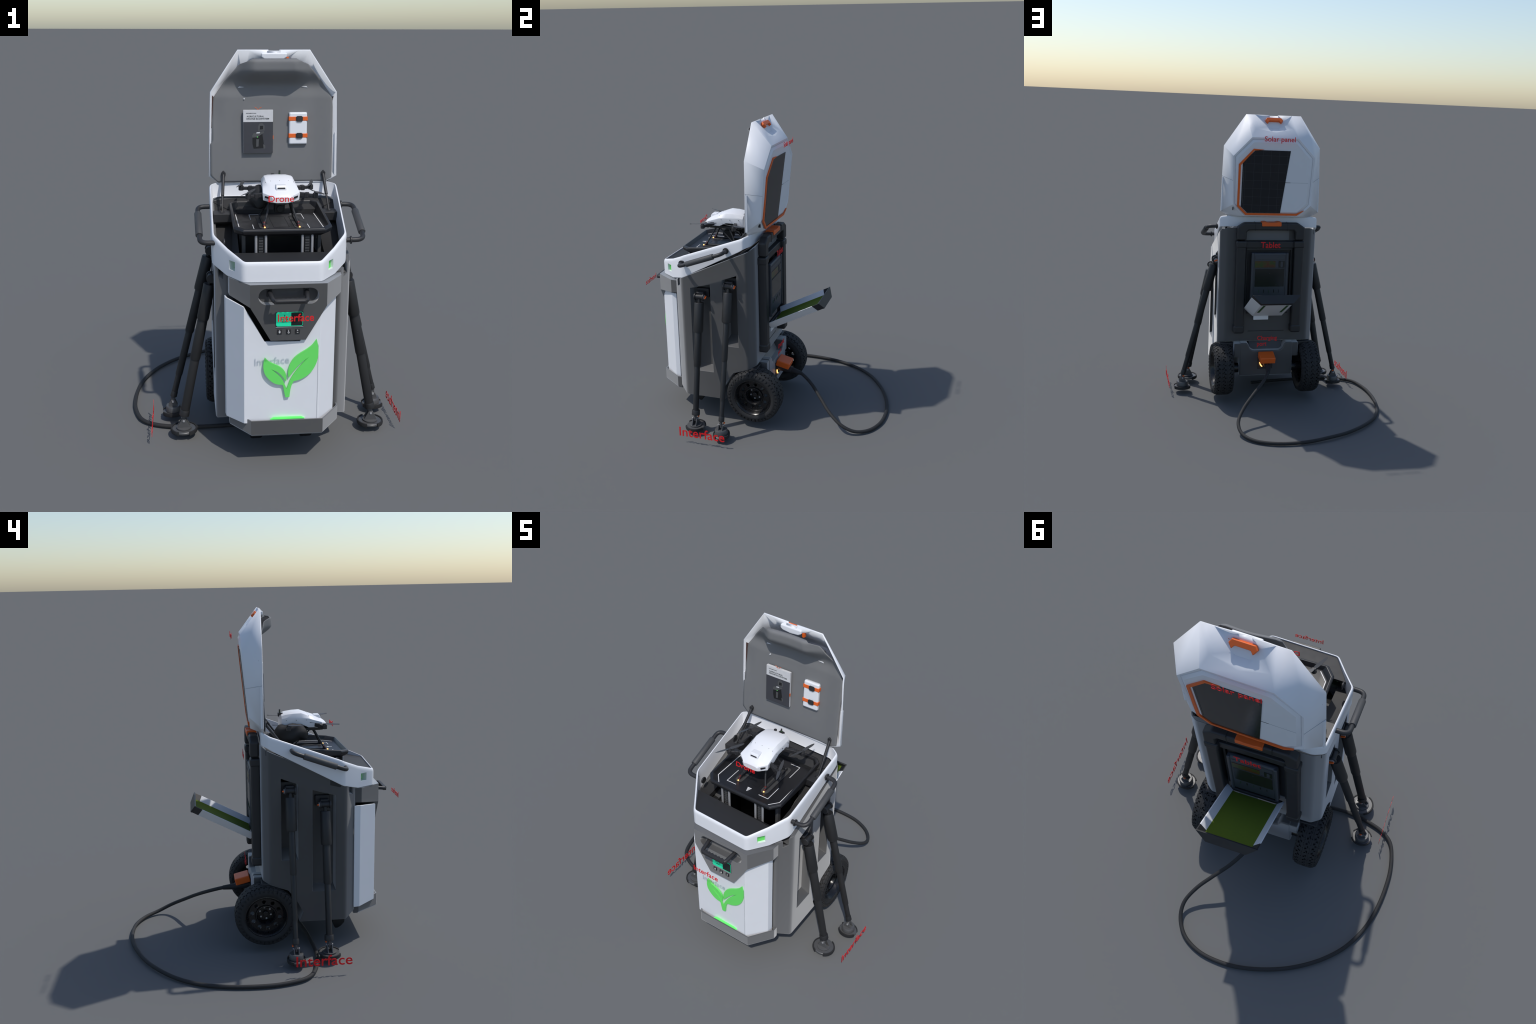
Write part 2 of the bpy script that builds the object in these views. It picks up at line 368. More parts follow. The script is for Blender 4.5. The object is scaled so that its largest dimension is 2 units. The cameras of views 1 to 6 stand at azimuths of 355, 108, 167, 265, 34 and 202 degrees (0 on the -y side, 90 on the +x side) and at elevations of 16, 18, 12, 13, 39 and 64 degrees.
# ------------------------------------------------------------------ wheel base, charging port
def build_base():
    g = empty('wheel_base', ROOT)
    top = [(0.19, 0.424), (0.14, 0.424), (0.128, 0.41), (0.115, 0.38), (0.095, 0.367)]
    poly = [(0.19, 0.182)] + top + [(-x, z) for x, z in top[::-1]] + [(-0.19, 0.182)]
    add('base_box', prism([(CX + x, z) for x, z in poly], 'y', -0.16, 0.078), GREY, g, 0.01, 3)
    # sloped filler that rises from the dip to the rear wall
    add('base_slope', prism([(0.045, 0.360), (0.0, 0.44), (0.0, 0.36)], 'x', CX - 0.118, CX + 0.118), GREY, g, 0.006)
    add('axle', cyl((CX - 0.30, 0.02, 0.225), (CX + 0.30, 0.02, 0.225), 0.034), RIM, g)
    for s in (1, -1):
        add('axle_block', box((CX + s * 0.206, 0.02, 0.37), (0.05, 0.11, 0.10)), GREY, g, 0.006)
        add('wheel_well', box((CX + s * 0.265, -0.02, 0.40), (0.13, 0.11, 0.03)), DARK, g, 0.004)
    for q in (1, -1):
        x = CX + q * 0.13
        add('support_foot', loops([[(x + u, v, z) for u, v in ((-w, y0), (w, y0), (w, y1), (-w, y1))] for z, w, y0, y1 in
             ((0.173, 0.034, -0.500, -0.405), (0.072, 0.034, -0.492, -0.418), (0.045, 0.030, -0.470, -0.428), (0.030, 0.024, -0.450, -0.438))], (True, True)), BLACK, g, 0.002)
    p = empty('charging_port', ROOT)
    add('port_plate', box((0.077, 0.079, 0.285), (0.108, 0.006, 0.105)), DARK, p, 0.003)
    bm = tube([(0.077 + 0.032 * math.cos(a), 0.084, 0.283 + 0.032 * math.sin(a)) for a in [i * 2 * math.pi / 24 for i in range(24)]], 0.0035, 8, closed=True)
    add('port_ring', bm, DARK, p)
    bm = tube([(0.077 + 0.038 * math.cos(a), 0.087, 0.283 + 0.038 * math.sin(a)) for a in [math.radians(-55 + i * 5) for i in range(12)]], 0.0035, 8)
    add('port_light', bm, HOT, p)
    R = Matrix.Rotation(math.radians(-14), 4, 'X')
    add('plug_cover', box((0.077, 0.130, 0.332), (0.108, 0.094, 0.044), R=R), ORANGE, p, 0.006, 3)
    add('plug_body', cyl((0.077, 0.078, 0.29), (0.077, 0.180, 0.277), 0.024, 0.021), DARK, p, 0.003)
    # cable: down from the plug, one wide loop on the ground, under the cart
    pts = [(0.074, 0.170, 0.278), (0.087, 0.245, 0.269), (0.143, 0.335, 0.229), (0.226, 0.421, 0.173), (0.301, 0.501, 0.115), (0.348, 0.589, 0.063), (0.338, 0.679, 0.024), (0.276, 0.762, 0.0125),
           (0.171, 0.814, 0.0115), (0.049, 0.830, 0.0118), (-0.079, 0.821, 0.014), (-0.213, 0.787, 0.018), (-0.349, 0.729, 0.016), (-0.478, 0.645, 0.017), (-0.579, 0.546, 0.014), (-0.641, 0.450, 0.012),
           (-0.683, 0.350, 0.0116), (-0.708, 0.238, 0.0116), (-0.719, 0.112, 0.0116), (-0.713, -0.020, 0.012), (-0.674, -0.154, 0.0135), (-0.601, -0.219, 0.0118), (-0.490, -0.255, 0.0118), (-0.365, -0.271, 0.014), (-0.228, -0.266, 0.0125), (-0.065, -0.252, 0.0118), (0.113, -0.223, 0.013)]
    add('charging_cable', tube(catmull(pts, 8), 0.0115, 12), RUBBER, p)
    add('cable_boot', cyl((0.074, 0.175, 0.278), (0.090, 0.252, 0.267), 0.020, 0.0135), RUBBER, p)
build_base()

# ------------------------------------------------------------------ wheels
def build_wheel(s):
    w = empty('wheel', ROOT)
    cx, cy, cz = CX + s * 0.3075, 0.014, 0.222
    R, hw = 0.177, 0.0675
    def ring(prof, n=64, name='tyre', m=RUBBER, closed=True, angle=35):
        LL = []
        for i in range(n):
            a = 2 * math.pi * i / n
            LL.append([(cx + s * x, cy + r * math.cos(a), cz + r * math.sin(a)) for x, r in prof])
        bm = bmesh.new(); V = [[bm.verts.new(p) for p in l] for l in LL]; k = len(prof)
        for i in range(n):
            A, B = V[i], V[(i + 1) % n]
            for j in range(k if closed else k - 1): bm.faces.new((A[j], A[(j + 1) % k], B[(j + 1) % k], B[j]))
        return add(name, bm, m, w, angle=angle)
    ring([(-0.058, 0.124), (-0.066, 0.14), (-0.0675, 0.150), (-0.058, R - 0.006), (-0.04, R - 0.002), (0, R), (0.04, R - 0.002), (0.058, R - 0.006), (0.0675, 0.150), (0.066, 0.14), (0.060, 0.126), (0.054, 0.118), (-0.052, 0.118)], angle=60)
    # deep dish
    ring([(-0.056, 0.121), (0.054, 0.126), (0.061, 0.127), (0.062, 0.122), (0.056, 0.117), (0.046, 0.112), (0.036, 0.108), (0.030, 0.105), (0.022, 0.100), (0.0, 0.112)], name='rim', m=RIM, angle=50)
    bm = cyl((cx + s * 0.020, cy, cz), (cx + s * 0.028, cy, cz), 0.106, n=48)
    disc = add('wheel_disc', bm, RIM, w)
    holes = [add('c', cyl((cx - 0.06, cy, cz), (cx + 0.06, cy, cz), 0.052, n=40), RIM, None)]
    for i in range(10):
        a = 2 * math.pi * (i + .3) / 10
        p = (cy + 0.083 * math.cos(a), cz + 0.083 * math.sin(a))
        holes.append(add('c', cyl((cx - 0.05, *p), (cx + 0.05, *p), 0.012, n=16), RIM, None))
    cut(disc, holes)
    # sunken hub well with the wheel nuts at its bottom
    ring([(0.026, 0.066), (0.036, 0.062), (0.037, 0.056), (0.030, 0.051), (-0.018, 0.048), (-0.018, 0.053), (0.020, 0.055)], name='hub_ring', m=RIM, angle=40)
    add('hub', cyl((cx - s * 0.024, cy, cz), (cx - s * 0.016, cy, cz), 0.050, n=32), RIM, w)
    add('hub_cap', cyl((cx - s * 0.018, cy, cz), (cx + s * 0.014, cy, cz), 0.019, 0.016, n=24), RIM, w, 0.003)
    for i in range(6):
        a = 2 * math.pi * i / 6 + 0.35
        p = (cy + 0.035 * math.cos(a), cz + 0.035 * math.sin(a))
        add('lug_nut', cyl((cx - s * 0.017, *p), (cx - s * 0.006, *p), 0.006, n=6), LUG, w)
    # chunky zig-zag tread: five staggered rows of hooked blocks, all real pieces
    bm = bmesh.new(); n = 40
    rows = [(-0.0535, 0.022, 0.0, 0.25), (-0.030, 0.023, 0.5, -0.9), (-0.0075, 0.021, 0.1, 0.9), (0.0125, 0.019, 0.65, -0.9), (0.033, 0.021, 0.35, 0.9), (0.0545, 0.020, 0.25, -0.25)]
    rnd = random.Random(11 + s)
    for ri, (x, wd, ph, sk) in enumerate(rows):
        for i in range(n):
            a0 = 2 * math.pi * (i + ph) / n + rnd.uniform(-.012, .012); da = 2 * math.pi / n * (0.90 + rnd.uniform(-.05, .05))
            edge = ri in (0, 5)
            sgn = -1 if ri % 2 else 1
            lo, hi = [], []
            sh = sk * da * (0.55 if not edge else 0.3) 
            for (u, v) in ((-.5, -.55), (-.05, -.5), (0.0, -.5 + .30 * sgn), (.5, -.42 + .1 * sgn), (.5, .45), (.05, .5), (0.0, .5 + .30 * sgn), (-.5, .42 + .1 * sgn)):
                xx = x + u * wd; a = a0 + v * da + u * sh
                crown = 0.0045 if not edge else (0.003 if abs(xx) < 0.055 else -0.004)
                drop = 0.012 * (abs(xx) / hw) ** 4
                lo.append((cx + s * xx, cy + (R - 0.014) * math.cos(a), cz + (R - 0.014) * math.sin(a)))
                rr = R + crown + 0.004 - drop
                hi.append((cx + s * xx, cy + rr * math.cos(a), cz + rr * math.sin(a)))
            loops([lo, hi], (True, True), bm)
    for i in range(n):           # shoulder lugs down the sidewall
        for sd in (1, -1):
            a0 = 2 * math.pi * (i + (0.0 if sd < 0 else .25)) / n; da = 2 * math.pi / n * (.62 if i % 2 else .78)
            lo, hi = [], []
            for (r, v) in ((R - 0.006, -.5), (R - 0.006, .5), (R - 0.024, .35), (R - 0.024, -.35)):
                a = a0 + v * da
                lo.append((cx + sd * 0.05, cy + r * math.cos(a), cz + r * math.sin(a)))
                hi.append((cx + sd * (0.0655 if r > R - 0.01 else 0.0695), cy + r * math.cos(a), cz + r * math.sin(a)))
            loops([lo, hi], (True, True), bm)
    add('tread_blocks', bm, RUBBER, w, stuff=True)
for s in (1, -1): build_wheel(s)

# ------------------------------------------------------------------ outrigger legs
def build_leg(s, y, piv, foot, seams, radii, disc, tall):
    g = empty('outrigger_leg', ROOT)
    X = lambda d: CX + s * (d - CX)
    p = Vector((X(piv[0]), y, piv[1])); f = Vector((X(foot[0]), y + 0.002, foot[1]))
    d = (f - p).normalized()
    at = lambda z: p + d * ((z - p.z) / d.z)
    zs = [p.z - 0.036] + seams + [f.z + 0.012]
    for i in range(len(zs) - 1):
        a, b = at(zs[i]), at(zs[i + 1] - (0.01 if i + 2 < len(zs) else 0))
        r = radii[i]
        r, sq = r
        bm = tube([a, a + d * 0.004, b - d * 0.012, b], [r * .93, r, r * (1.03 if i < 2 else 1), r * .95], 24)
        for v in bm.verts: v.co.y = y + (v.co.y - y) * sq          # flattened tubes
        add('tube_section', bm, LEGM, g)
    e = at(f.z + 0.012)
    add('ankle_collar', tube([e - d * 0.035, e - d * 0.03, e - d * 0.003, e], [k_ * radii[-1][0] for k_ in (1.0, 1.1, 1.13, .95)], 24), LEGM, g)
    # pivot: barrel with end flanges on a bracket
    ax = Vector((0, 1, 0))
    add('pivot_barrel', cyl(p - ax * 0.03, p + ax * 0.03, 0.017, n=24), LEGM, g, 0.002)
    for t in (1, -1): add('pivot_flange', cyl(p + ax * t * 0.024, p + ax * t * 0.033, 0.0235, n=28), DARK, g, 0.002)
    add('pivot_neck', cyl(p, at(p.z - 0.045), 0.011, n=16), LEGM, g)
    add('pivot_bracket', box((X(piv[0] - 0.036), y, p.z + 0.012), (0.055, 0.05, 0.03)), DARK, g, 0.004)
    add('bracket_plate', box((X(piv[0] - 0.058), y + 0.008, p.z + 0.014), (0.03, 0.085, 0.06)), DARK, g, 0.003)
    add('pivot_cap', cyl(p + ax * 0.033, p + ax * 0.037, 0.014, n=20), STEEL, g)
    add('lock_lever', box(p + Vector((0, 0.04, -0.001)), (0.026, 0.012, 0.008), R=Matrix.Rotation(0.35, 4, 'Y')), ORANGE, g, 0.002)
    # foot
    fx, fz = f.x, f.z
    k = empty('foot', g)
    zb = 0.033; rx, ry = disc
    el = lambda r, z: [(fx + r * rx * math.cos(t), y + r * ry * math.sin(t), z) for t in [i * 2 * math.pi / 40 for i in range(40)]]
    add('foot_disc', loops([el(.86, zb), el(.93, zb + .004), el(.93, zb + .012), el(.88, zb + .015)], (True, True)), FOOTM, k)
    for t0, t1 in ((25, 155), (205, 335)):
        th = [math.radians(t0 + (t1 - t0) * i / 18) for i in range(19)]
        if not tall: th = [t + math.pi / 2 for t in th]
        bm = bmesh.new(); LL = []
        for t in th:
            LL.append([(fx + r * rx * math.cos(t), y + r * ry * math.sin(t), z) for r, z in ((.9, zb - .002), (1.0, zb - .002), (1.03, zb + .007), (1.0, zb + .019), (.9, zb + .019))])
        add('rubber_arc', loops(LL, (True, True), bm), RUBBER, k)
    h = 0.03 if tall else 0.004
    el2 = lambda r, z: [(fx + r * math.cos(t), y + r * math.sin(t), z) for t in [i * 2 * math.pi / 28 for i in range(28)]]
    add('foot_cup', loops([el2(.041, zb + .018), el2(.041, zb + .02 + h * .8), el2(.037, zb + .02 + h)], (True, True)), FOOTM, k)
    for t in (1, -1):
        pl = [(fx - 0.038, zb + .02), (fx + 0.038, zb + .02), (fx + 0.012, fz - 0.005), (fx - 0.012, fz - 0.005)]
        add('fork_plate', prism(pl, 'y', y + t * 0.010, y + t * 0.016), FOOTM, k, 0.002)
    add('fork_pin', cyl((fx, y - .02, fz - 0.012), (fx, y + .02, fz - 0.012), 0.006, n=14), STEEL, k)
    add('ankle_tongue', box((fx, y, fz - 0.006), (0.022, 0.013, 0.05)), FOOTM, k, 0.004)
    add('ankle_lever', box((fx - s * 0.006, y + 0.02, fz + 0.004), (0.012, 0.008, 0.008)), ORANGE, k, 0.001)
for s in (1, -1):
    build_leg(s, -0.337, (0.421, 0.893), (0.577, 0.108), [0.676, 0.454], [(0.0305, 1.0), (0.0265, .84), (0.0240, .74)], (0.070, 0.066), False)
    build_leg(s, -0.135, (0.420, 0.981), (0.636, 0.122), [0.769, 0.527, 0.276], [(0.0305, 1.0), (0.0235, .78), (0.0198, .80), (0.0168, .82)], (0.062, 0.053), True)

# ------------------------------------------------------------------ white rim of the hopper
RIMPTS = [  # half outline (+x), local frame: x, y, z top, z bottom
    (0.186, -0.643, 1.061, 0.962), (0.262, -0.537, 1.097, 0.965), (0.332, -0.439, 1.144, 0.997), (0.338, -0.22, 1.2235, 1.113),
    (0.343, -0.03, 1.293, 1.213), (0.343, 0.000, 1.305, 1.232), (0.290, 0.030, 1.314, 1.238)]
def build_rim():
    g = empty('hopper', ROOT)
    base = mirror(RIMPTS); full = []
    for i, p in enumerate(base):
        a, p, b = Vector(base[i - 1]), Vector(p), Vector(base[(i + 1) % len(base)])
        d1, d2 = (p - a).xy.normalized(), (b - p).xy.normalized()
        if d1.dot(d2) > 0.9: full.append(tuple(p)); continue
        ra, rb = p + (a - p) * min(.4, .020 / (a - p).xy.length), p + (b - p) * min(.4, .020 / (b - p).xy.length)
        for t in (0, .25, .5, .75, 1): full.append(tuple((1 - t) ** 2 * ra + 2 * t * (1 - t) * p + t * t * rb))
    n = len(full)
    P = [Vector((p[0], p[1])) for p in full]
    def inset(k):
        out = []
        for i in range(n):
            d1 = (P[i] - P[i - 1]).normalized(); d2 = (P[(i + 1) % n] - P[i]).normalized()
            n1 = Vector((-d1.y, d1.x)); n2 = Vector((-d2.y, d2.x)); m = (n1 + n2).normalized()
            q = P[i] + m * (k / max(.5, m.dot(n1)))
            out.append(q)
        return out
    if inset(.01)[0].y < P[0].y: inset_sign = -1
    else: inset_sign = 1
    i1 = inset(0.011 * inset_sign); i2 = inset(0.017 * inset_sign); o1 = inset(0.0058 * inset_sign); o2 = inset(0.0 * inset_sign)
    L = [[(p.x, p.y, f[3]) for p, f in zip(inset(0.02 * inset_sign), full)],
         [(p.x, p.y, f[3]) for p, f in zip(inset(0.003 * inset_sign), full)],
         [(p.x, p.y, f[3] + 0.003) for p, f in zip(o2, full)],
         [(p.x, p.y, f[2] - 0.022) for p, f in zip(o2, full)],
         [(p.x, p.y, f[2] - 0.013) for p, f in zip(inset(0.0008 * inset_sign), full)],
         [(p.x, p.y, f[2] - 0.006) for p, f in zip(inset(0.0028 * inset_sign), full)],
         [(p.x, p.y, f[2] - 0.0015) for p, f in zip(o1, full)],
         [(p.x, p.y, f[2]) for p, f in zip(inset(0.0088 * inset_sign), full)],
         [(p.x, p.y, f[2] - 0.0008) for p, f in zip(i1, full)],
         [(p.x, p.y, max(f[3] + .004, f[2] - 0.09)) for p, f in zip(i2, full)]]
    bm = loops(L + [L[0]][:0])
    vs = bm.verts[:]
    bm.verts.ensure_lookup_table()
    A = [bm.verts[(len(L) - 1) * n + j] for j in range(n)]; B = [bm.verts[j] for j in range(n)]
    for j in range(n): bm.faces.new((A[j], A[(j + 1) % n], B[(j + 1) % n], B[j]))
    rim = add('rim_shell', bm, WHITE, g, M=MW, angle=40)
    # square lamp windows in the two front corner faces
    cs = []
    for s in (1, -1):
        a = Vector((0.186 * s, -0.643, 1.016)); b = Vector((0.262 * s, -0.537, 1.030))
        c = a.lerp(b, 0.66); d = (b - a); d.z = 0; d.normalize()
        Rm = Matrix((( d.x, d.y * s * 1.0, 0, 0), (d.y, -d.x * s, 0, 0), (0, 0, 1, 0), (0, 0, 0, 1)))
        cs.append(add('c', box(c, (0.046, 0.06, 0.046), R=Rm), WHITE, None, M=MW))
        nrm = Vector((d.y * s, -d.x * s, 0))
        if nrm.y > 0: nrm = -nrm
        dep = 0.013 if s > 0 else 0.040
        add('lamp_window', box(c - nrm * (dep + 0.002), (0.052, 0.003, 0.052), R=Rm), WINDOW, g, M=MW)
        for q in (1, -1):       # light-box walls
            add('lamp_housing', box(c - nrm * (dep / 2 + 0.003) + d * q * 0.0255, (0.004, dep - 0.004, 0.055), R=Rm), WHITE, g, M=MW)
            add('lamp_housing', box(c - nrm * (dep / 2 + 0.003) + Vector((0, 0, q * 0.0255)), (0.047, dep - 0.004, 0.004), R=Rm), WHITE, g, M=MW)
    cut(rim, cs)
    rim.data.materials.clear(); rim.data.materials.append(WHITE)
    # ---- dark liner: sloped side shelves, front slab, rear ledge, shaft
    def zs(y):
        k = [(0.03, 1.226), (0.0, 1.216), (-0.1, 1.150), (-0.2, 1.090), (-0.3, 1.048), (-0.4, 1.022), (-0.52, 1.008)]
        for (a_, za_), (b_, zb_) in zip(k, k[1:]):
            if y >= b_: return za_ + (zb_ - za_) * (y - a_) / (b_ - a_)
        return 1.0
    inn = inset(0.012 * inset_sign)
    ix = lambda y: 0.325 if y > -0.44 else 0.325 - (-0.44 - y) * 0.68
    for s in (1, -1):
        bm = bmesh.new()
        ys = [0.005, -0.1, -0.2, -0.3, -0.42, -0.5]
        o_ = [bm.verts.new((s * ix(yy), yy, zs(yy))) for yy in ys]
        i_ = [bm.verts.new((s * 0.232, yy, zs(yy) - 0.004)) for yy in ys]
        ob = [bm.verts.new((s * ix(yy), yy, zs(yy) - 0.03)) for yy in ys]
        ib = [bm.verts.new((s * 0.232, yy, zs(yy) - 0.035)) for yy in ys]
        for j in range(len(ys) - 1):
            bm.faces.new((o_[j], o_[j + 1], i_[j + 1], i_[j])); bm.faces.new((i_[j], i_[j + 1], ib[j + 1], ib[j]))
            bm.faces.new((o_[j], o_[j + 1], ob[j + 1], ob[j])); bm.faces.new((ib[j], ib[j + 1], ob[j + 1], ob[j]))
        bm.faces.new((o_[0], i_[0], ib[0], ob[0])); bm.faces.new((o_[-1], i_[-1], ib[-1], ob[-1]))
        add('side_shelf', bm, LINER, g, M=MW)
    slab = [(0.178, -0.632), (0.249, -0.533), (0.272, -0.497), (-0.272, -0.497), (-0.249, -0.533), (-0.178, -0.632)]
    bm = loops([[(x, y, 1.049) for x, y in slab], [(x, y, 1.054 + (y + 0.632) * 0.09) for x, y in slab]], (True, True))
    add('front_slab', bm, LINER, g, 0.002, M=MW)
    ledge = [(0.325, -0.010), (0.275, 0.016), (-0.275, 0.016), (-0.325, -0.010), (-0.235, -0.06), (0.235, -0.06)]
    bm = loops([[(x, y, 1.12) for x, y in ledge], [(x, y, zs(y) + 0.002) for x, y in ledge]], (True, True))
    add('rear_ledge', bm, LINER, g, M=MW)
    # strut blocks with a slot
    for s in (1, -1):
        x = CX + s * 0.279
        add('strut_block', prism([(-0.196, 1.142), (-0.196, 1.186), (-0.11, 1.186), (-0.06, 1.13), (-0.12, 1.10)], 'x', x - 0.048, x + 0.048), DARK, g, 0.003)
        add('strut_slot', box((x + s * 0.004, -0.146, 1.1855), (0.034, 0.014, 0.003)), BLACK, g)
    # shaft lining
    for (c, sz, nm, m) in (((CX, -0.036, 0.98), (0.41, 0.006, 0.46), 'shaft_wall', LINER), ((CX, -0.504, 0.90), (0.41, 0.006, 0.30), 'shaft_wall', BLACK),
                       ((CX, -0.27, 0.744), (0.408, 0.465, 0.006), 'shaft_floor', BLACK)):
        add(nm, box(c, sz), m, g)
    for s in (1, -1):
        add('shaft_wall', box((CX + s * 0.2025, -0.27, 0.87), (0.004, 0.462, 0.24)), LINER, g)
    # side grab handles
    for s in (1, -1):
        X = lambda d: CX + s * (d - CX)
        f0 = 0.385 if s > 0 else 0.400; r0 = 0.395 if s > 0 else 0.405
        path = fillet([(X(f0), -0.457, 1.105), (X(0.475), -0.454, 1.105), (X(0.479), -0.146, 1.2155), (X(r0), -0.147, 1.216)], 0.045)
        add('grab_bar', tube(path, 0.0125, 16), DARK, g)
        a = Vector((X(0.4765), -0.393, 1.127)); b = Vector((X(0.4785), -0.207, 1.194)); d = (b - a).normalized()
        add('grab_grip', tube([a, a + d * .003, b - d * .003, b], [.0165, .0185, .0185, .0165], 20), GRIP, g)
        for q in ((X(f0 + (0.0225 if s > 0 else -0.043)), -0.457, 1.105), (X(r0 + (0.02 if s > 0 else -0.048)), -0.147, 1.216)):
            q = Vector(q); e = Vector((0.004, 0, 0))
            add('grab_flange', cyl(q - e, q + e, 0.020, n=20), DARK, g, 0.002)
build_rim()

# ------------------------------------------------------------------ front: white door panel, grey head with handle and screen, bumper
def build_front():
    g = empty('front_door', ROOT)
    # door panel: bent plate, upper edge cut in a wide V under the head (local frame)
    th = 0.012
    xs = [-0.274, -0.269, -0.183, -0.132, -0.085, 0.085, 0.132, 0.183, 0.269, 0.274]
    def py(x):
        a = abs(x)
        return -0.655 if a <= 0.183 else (-0.655 + (a - 0.183) / 0.086 * 0.105 if a <= 0.269 else -0.55 + (a - 0.269) / 0.005 * 0.035)
    zt = {0.274: 0.86, 0.269: 0.86, 0.183: 0.845, 0.132: 0.754, 0.085: 0.668}
    zb = {0.274: 0.225, 0.269: 0.226, 0.183: 0.236, 0.132: 0.236, 0.085: 0.236}
    bm = bmesh.new(); F = []; K = []
    for x in xs:
        a = round(abs(x), 3); s = -1 if x < 0 else 1
        F.append([bm.verts.new((x, py(x), zb[a])), bm.verts.new((x, py(x), zt[a]))])
        ib = x - s * (0.008 if a > .2 else 0.0); yb = py(x) + (th if a <= .2 else 0.002)
        K.append([bm.verts.new((ib, yb, zb[a])), bm.verts.new((ib, yb, zt[a]))])
    for i in range(len(xs) - 1):
        bm.faces.new((F[i][0], F[i + 1][0], F[i + 1][1], F[i][1])); bm.faces.new((K[i][0], K[i][1], K[i + 1][1], K[i + 1][0]))
        bm.faces.new((F[i][1], F[i + 1][1], K[i + 1][1], K[i][1])); bm.faces.new((F[i][0], K[i][0], K[i + 1][0], F[i + 1][0]))
    for i in (0, -1): bm.faces.new((F[i][0], F[i][1], K[i][1], K[i][0]))
    add('door_panel', bm, WHITE, g, 0.002, M=MW)
    add('door_seam', box((0.1745, -0.6554, 0.45), (0.0014, 0.0014, 0.40)), SEAM, g, M=MW)
    # black carrier behind the door
    add('door_backing', box((CX, -0.5335, 0.595), (0.50, 0.004, 0.69)), BLACK, g)
    # --- head
    h = empty('control_head', ROOT)
    hx = 0.0715
    half = [(0.182, -0.690, 0.850), (0.272, -0.568, 0.874), (0.276, -0.527, 0.876)]
    foot = mirror(half)
    bm = loops([[(hx + x, y, z) for x, y, z in foot], [(hx + x, y, 0.962) for x, y, z in foot]], (True, True))
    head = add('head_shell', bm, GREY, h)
    plate = [(0.1815, 0.853), (0.1815, 0.8495), (0.084, 0.681), (-0.084, 0.681), (-0.1815, 0.8495), (-0.1815, 0.853)]
    cut(head, [add('c', prism([(hx + x, z) for x, z in plate], 'y', -0.690, -0.662), GREY, None)], 'UNION')
    cs = []
    st = []
    for i in range(33):
        a = math.pi * 2 * i / 32
        if i == 32: break
        st.append((hx + (0.103 if math.cos(a) > 0 else -0.103) + 0.040 * math.cos(a), 0.902 + 0.040 * math.sin(a)))
    # rounded mouth: two cutters, the outer one slightly larger for a chamfer
    cs.append(add('c', prism(st, 'y', -0.75, -0.652), GREY, None))
    cut(head, cs); bevelmod(head, 0.009, 3)
    # pull handle, three sided, wavy finger edge on the rear
    hp = fillet([(hx - 0.088, -0.648, 0.914), (hx - 0.088, -0.675, 0.914), (hx - 0.078, -0.757, 0.902), (hx + 0.078, -0.757, 0.902), (hx + 0.088, -0.675, 0.914), (hx + 0.088, -0.648, 0.914)], 0.018)
    bm = bmesh.new()
    tube(hp, 0.0110, 12, bm)
    add('pull_bar', bm, DARK, h)
    bm = prism([(hx - 0.078 + i * 0.156 / 28, -0.745 + 0.0035 * math.cos(i * math.pi / 2.0)) for i in range(29)] + [(hx + 0.078, -0.765), (hx - 0.078, -0.765)], 'z', 0.889, 0.913)
    add('finger_grip', bm, DARK, h, 0.003)
    for s in (1, -1): add('pull_mount', box((hx + s * 0.088, -0.650, 0.912), (0.026, 0.012, 0.044)), DARK, h, 0.003)
    # screen
    sx0, sx1, sz0, sz1 = 0.0105, 0.1415, 0.752, 0.826
    sm = (sx0 + sx1) / 2; zm = (sz0 + sz1) / 2
    add('screen_recess', box((sm, -0.6902, zm), (sx1 - sx0, 0.003, sz1 - sz0)), SCRDARK, h, 0.0006)
    add('screen_ledge', box((sm, -0.6912, sz0 - 0.003), (sx1 - sx0, 0.004, 0.002)), STEEL, h)
    def rr(x0, x1, z0, z1, r, rl=True, rrt=True):
        out = []
        for cx_, cz_, a0, on in ((x1 - r, z1 - r, 0, rrt), (x0 + r, z1 - r, 90, rl), (x0 + r, z0 + r, 180, rl), (x1 - r, z0 + r, 270, rrt)):
            if on: out += [(cx_ + r * math.cos(math.radians(a0 + k * 18)), cz_ + r * math.sin(math.radians(a0 + k * 18))) for k in range(6)]
            else: out.append((x1 if a0 in (0, 270) else x0, z1 if a0 < 180 else z0))
        return out
    e = 0.0025
    add('charge_bar', prism(rr(sx0 + e, sx0 + 0.073, sz0 + e, sz1 - e, 0.008, True, False), 'y', -0.6928, -0.6910), SCREEN, h)
    fr = rr(sx0 + e, sx1 - e, sz0 + e, sz1 - e, 0.008)
    bm = bmesh.new()
    strip(fr + fr[:2], 0.0018, 'y', -0.6926, -0.6912, bm)
    add('screen_outline', bm, SCREEN, h)
    fr_ = lambda u, v, w: Vector((u, -0.6932 + w, v))
    text('charge_text', '57%', h, INK, sx0 + 0.022, sx0 + 0.058, 0.786, 0.799, fr_, 0.0006)
    text('power_text', '300W', h, INK, sx0 + 0.028, sx0 + 0.053, 0.773, 0.780, fr_, 0.0006)
    add('bolt_mark', prism([(0.052, 0.812), (0.0495, 0.805), (0.052, 0.806), (0.0505, 0.800), (0.0555, 0.8075), (0.053, 0.8068), (0.0548, 0.812)], 'y', -0.6934, -0.6926), INK, h)
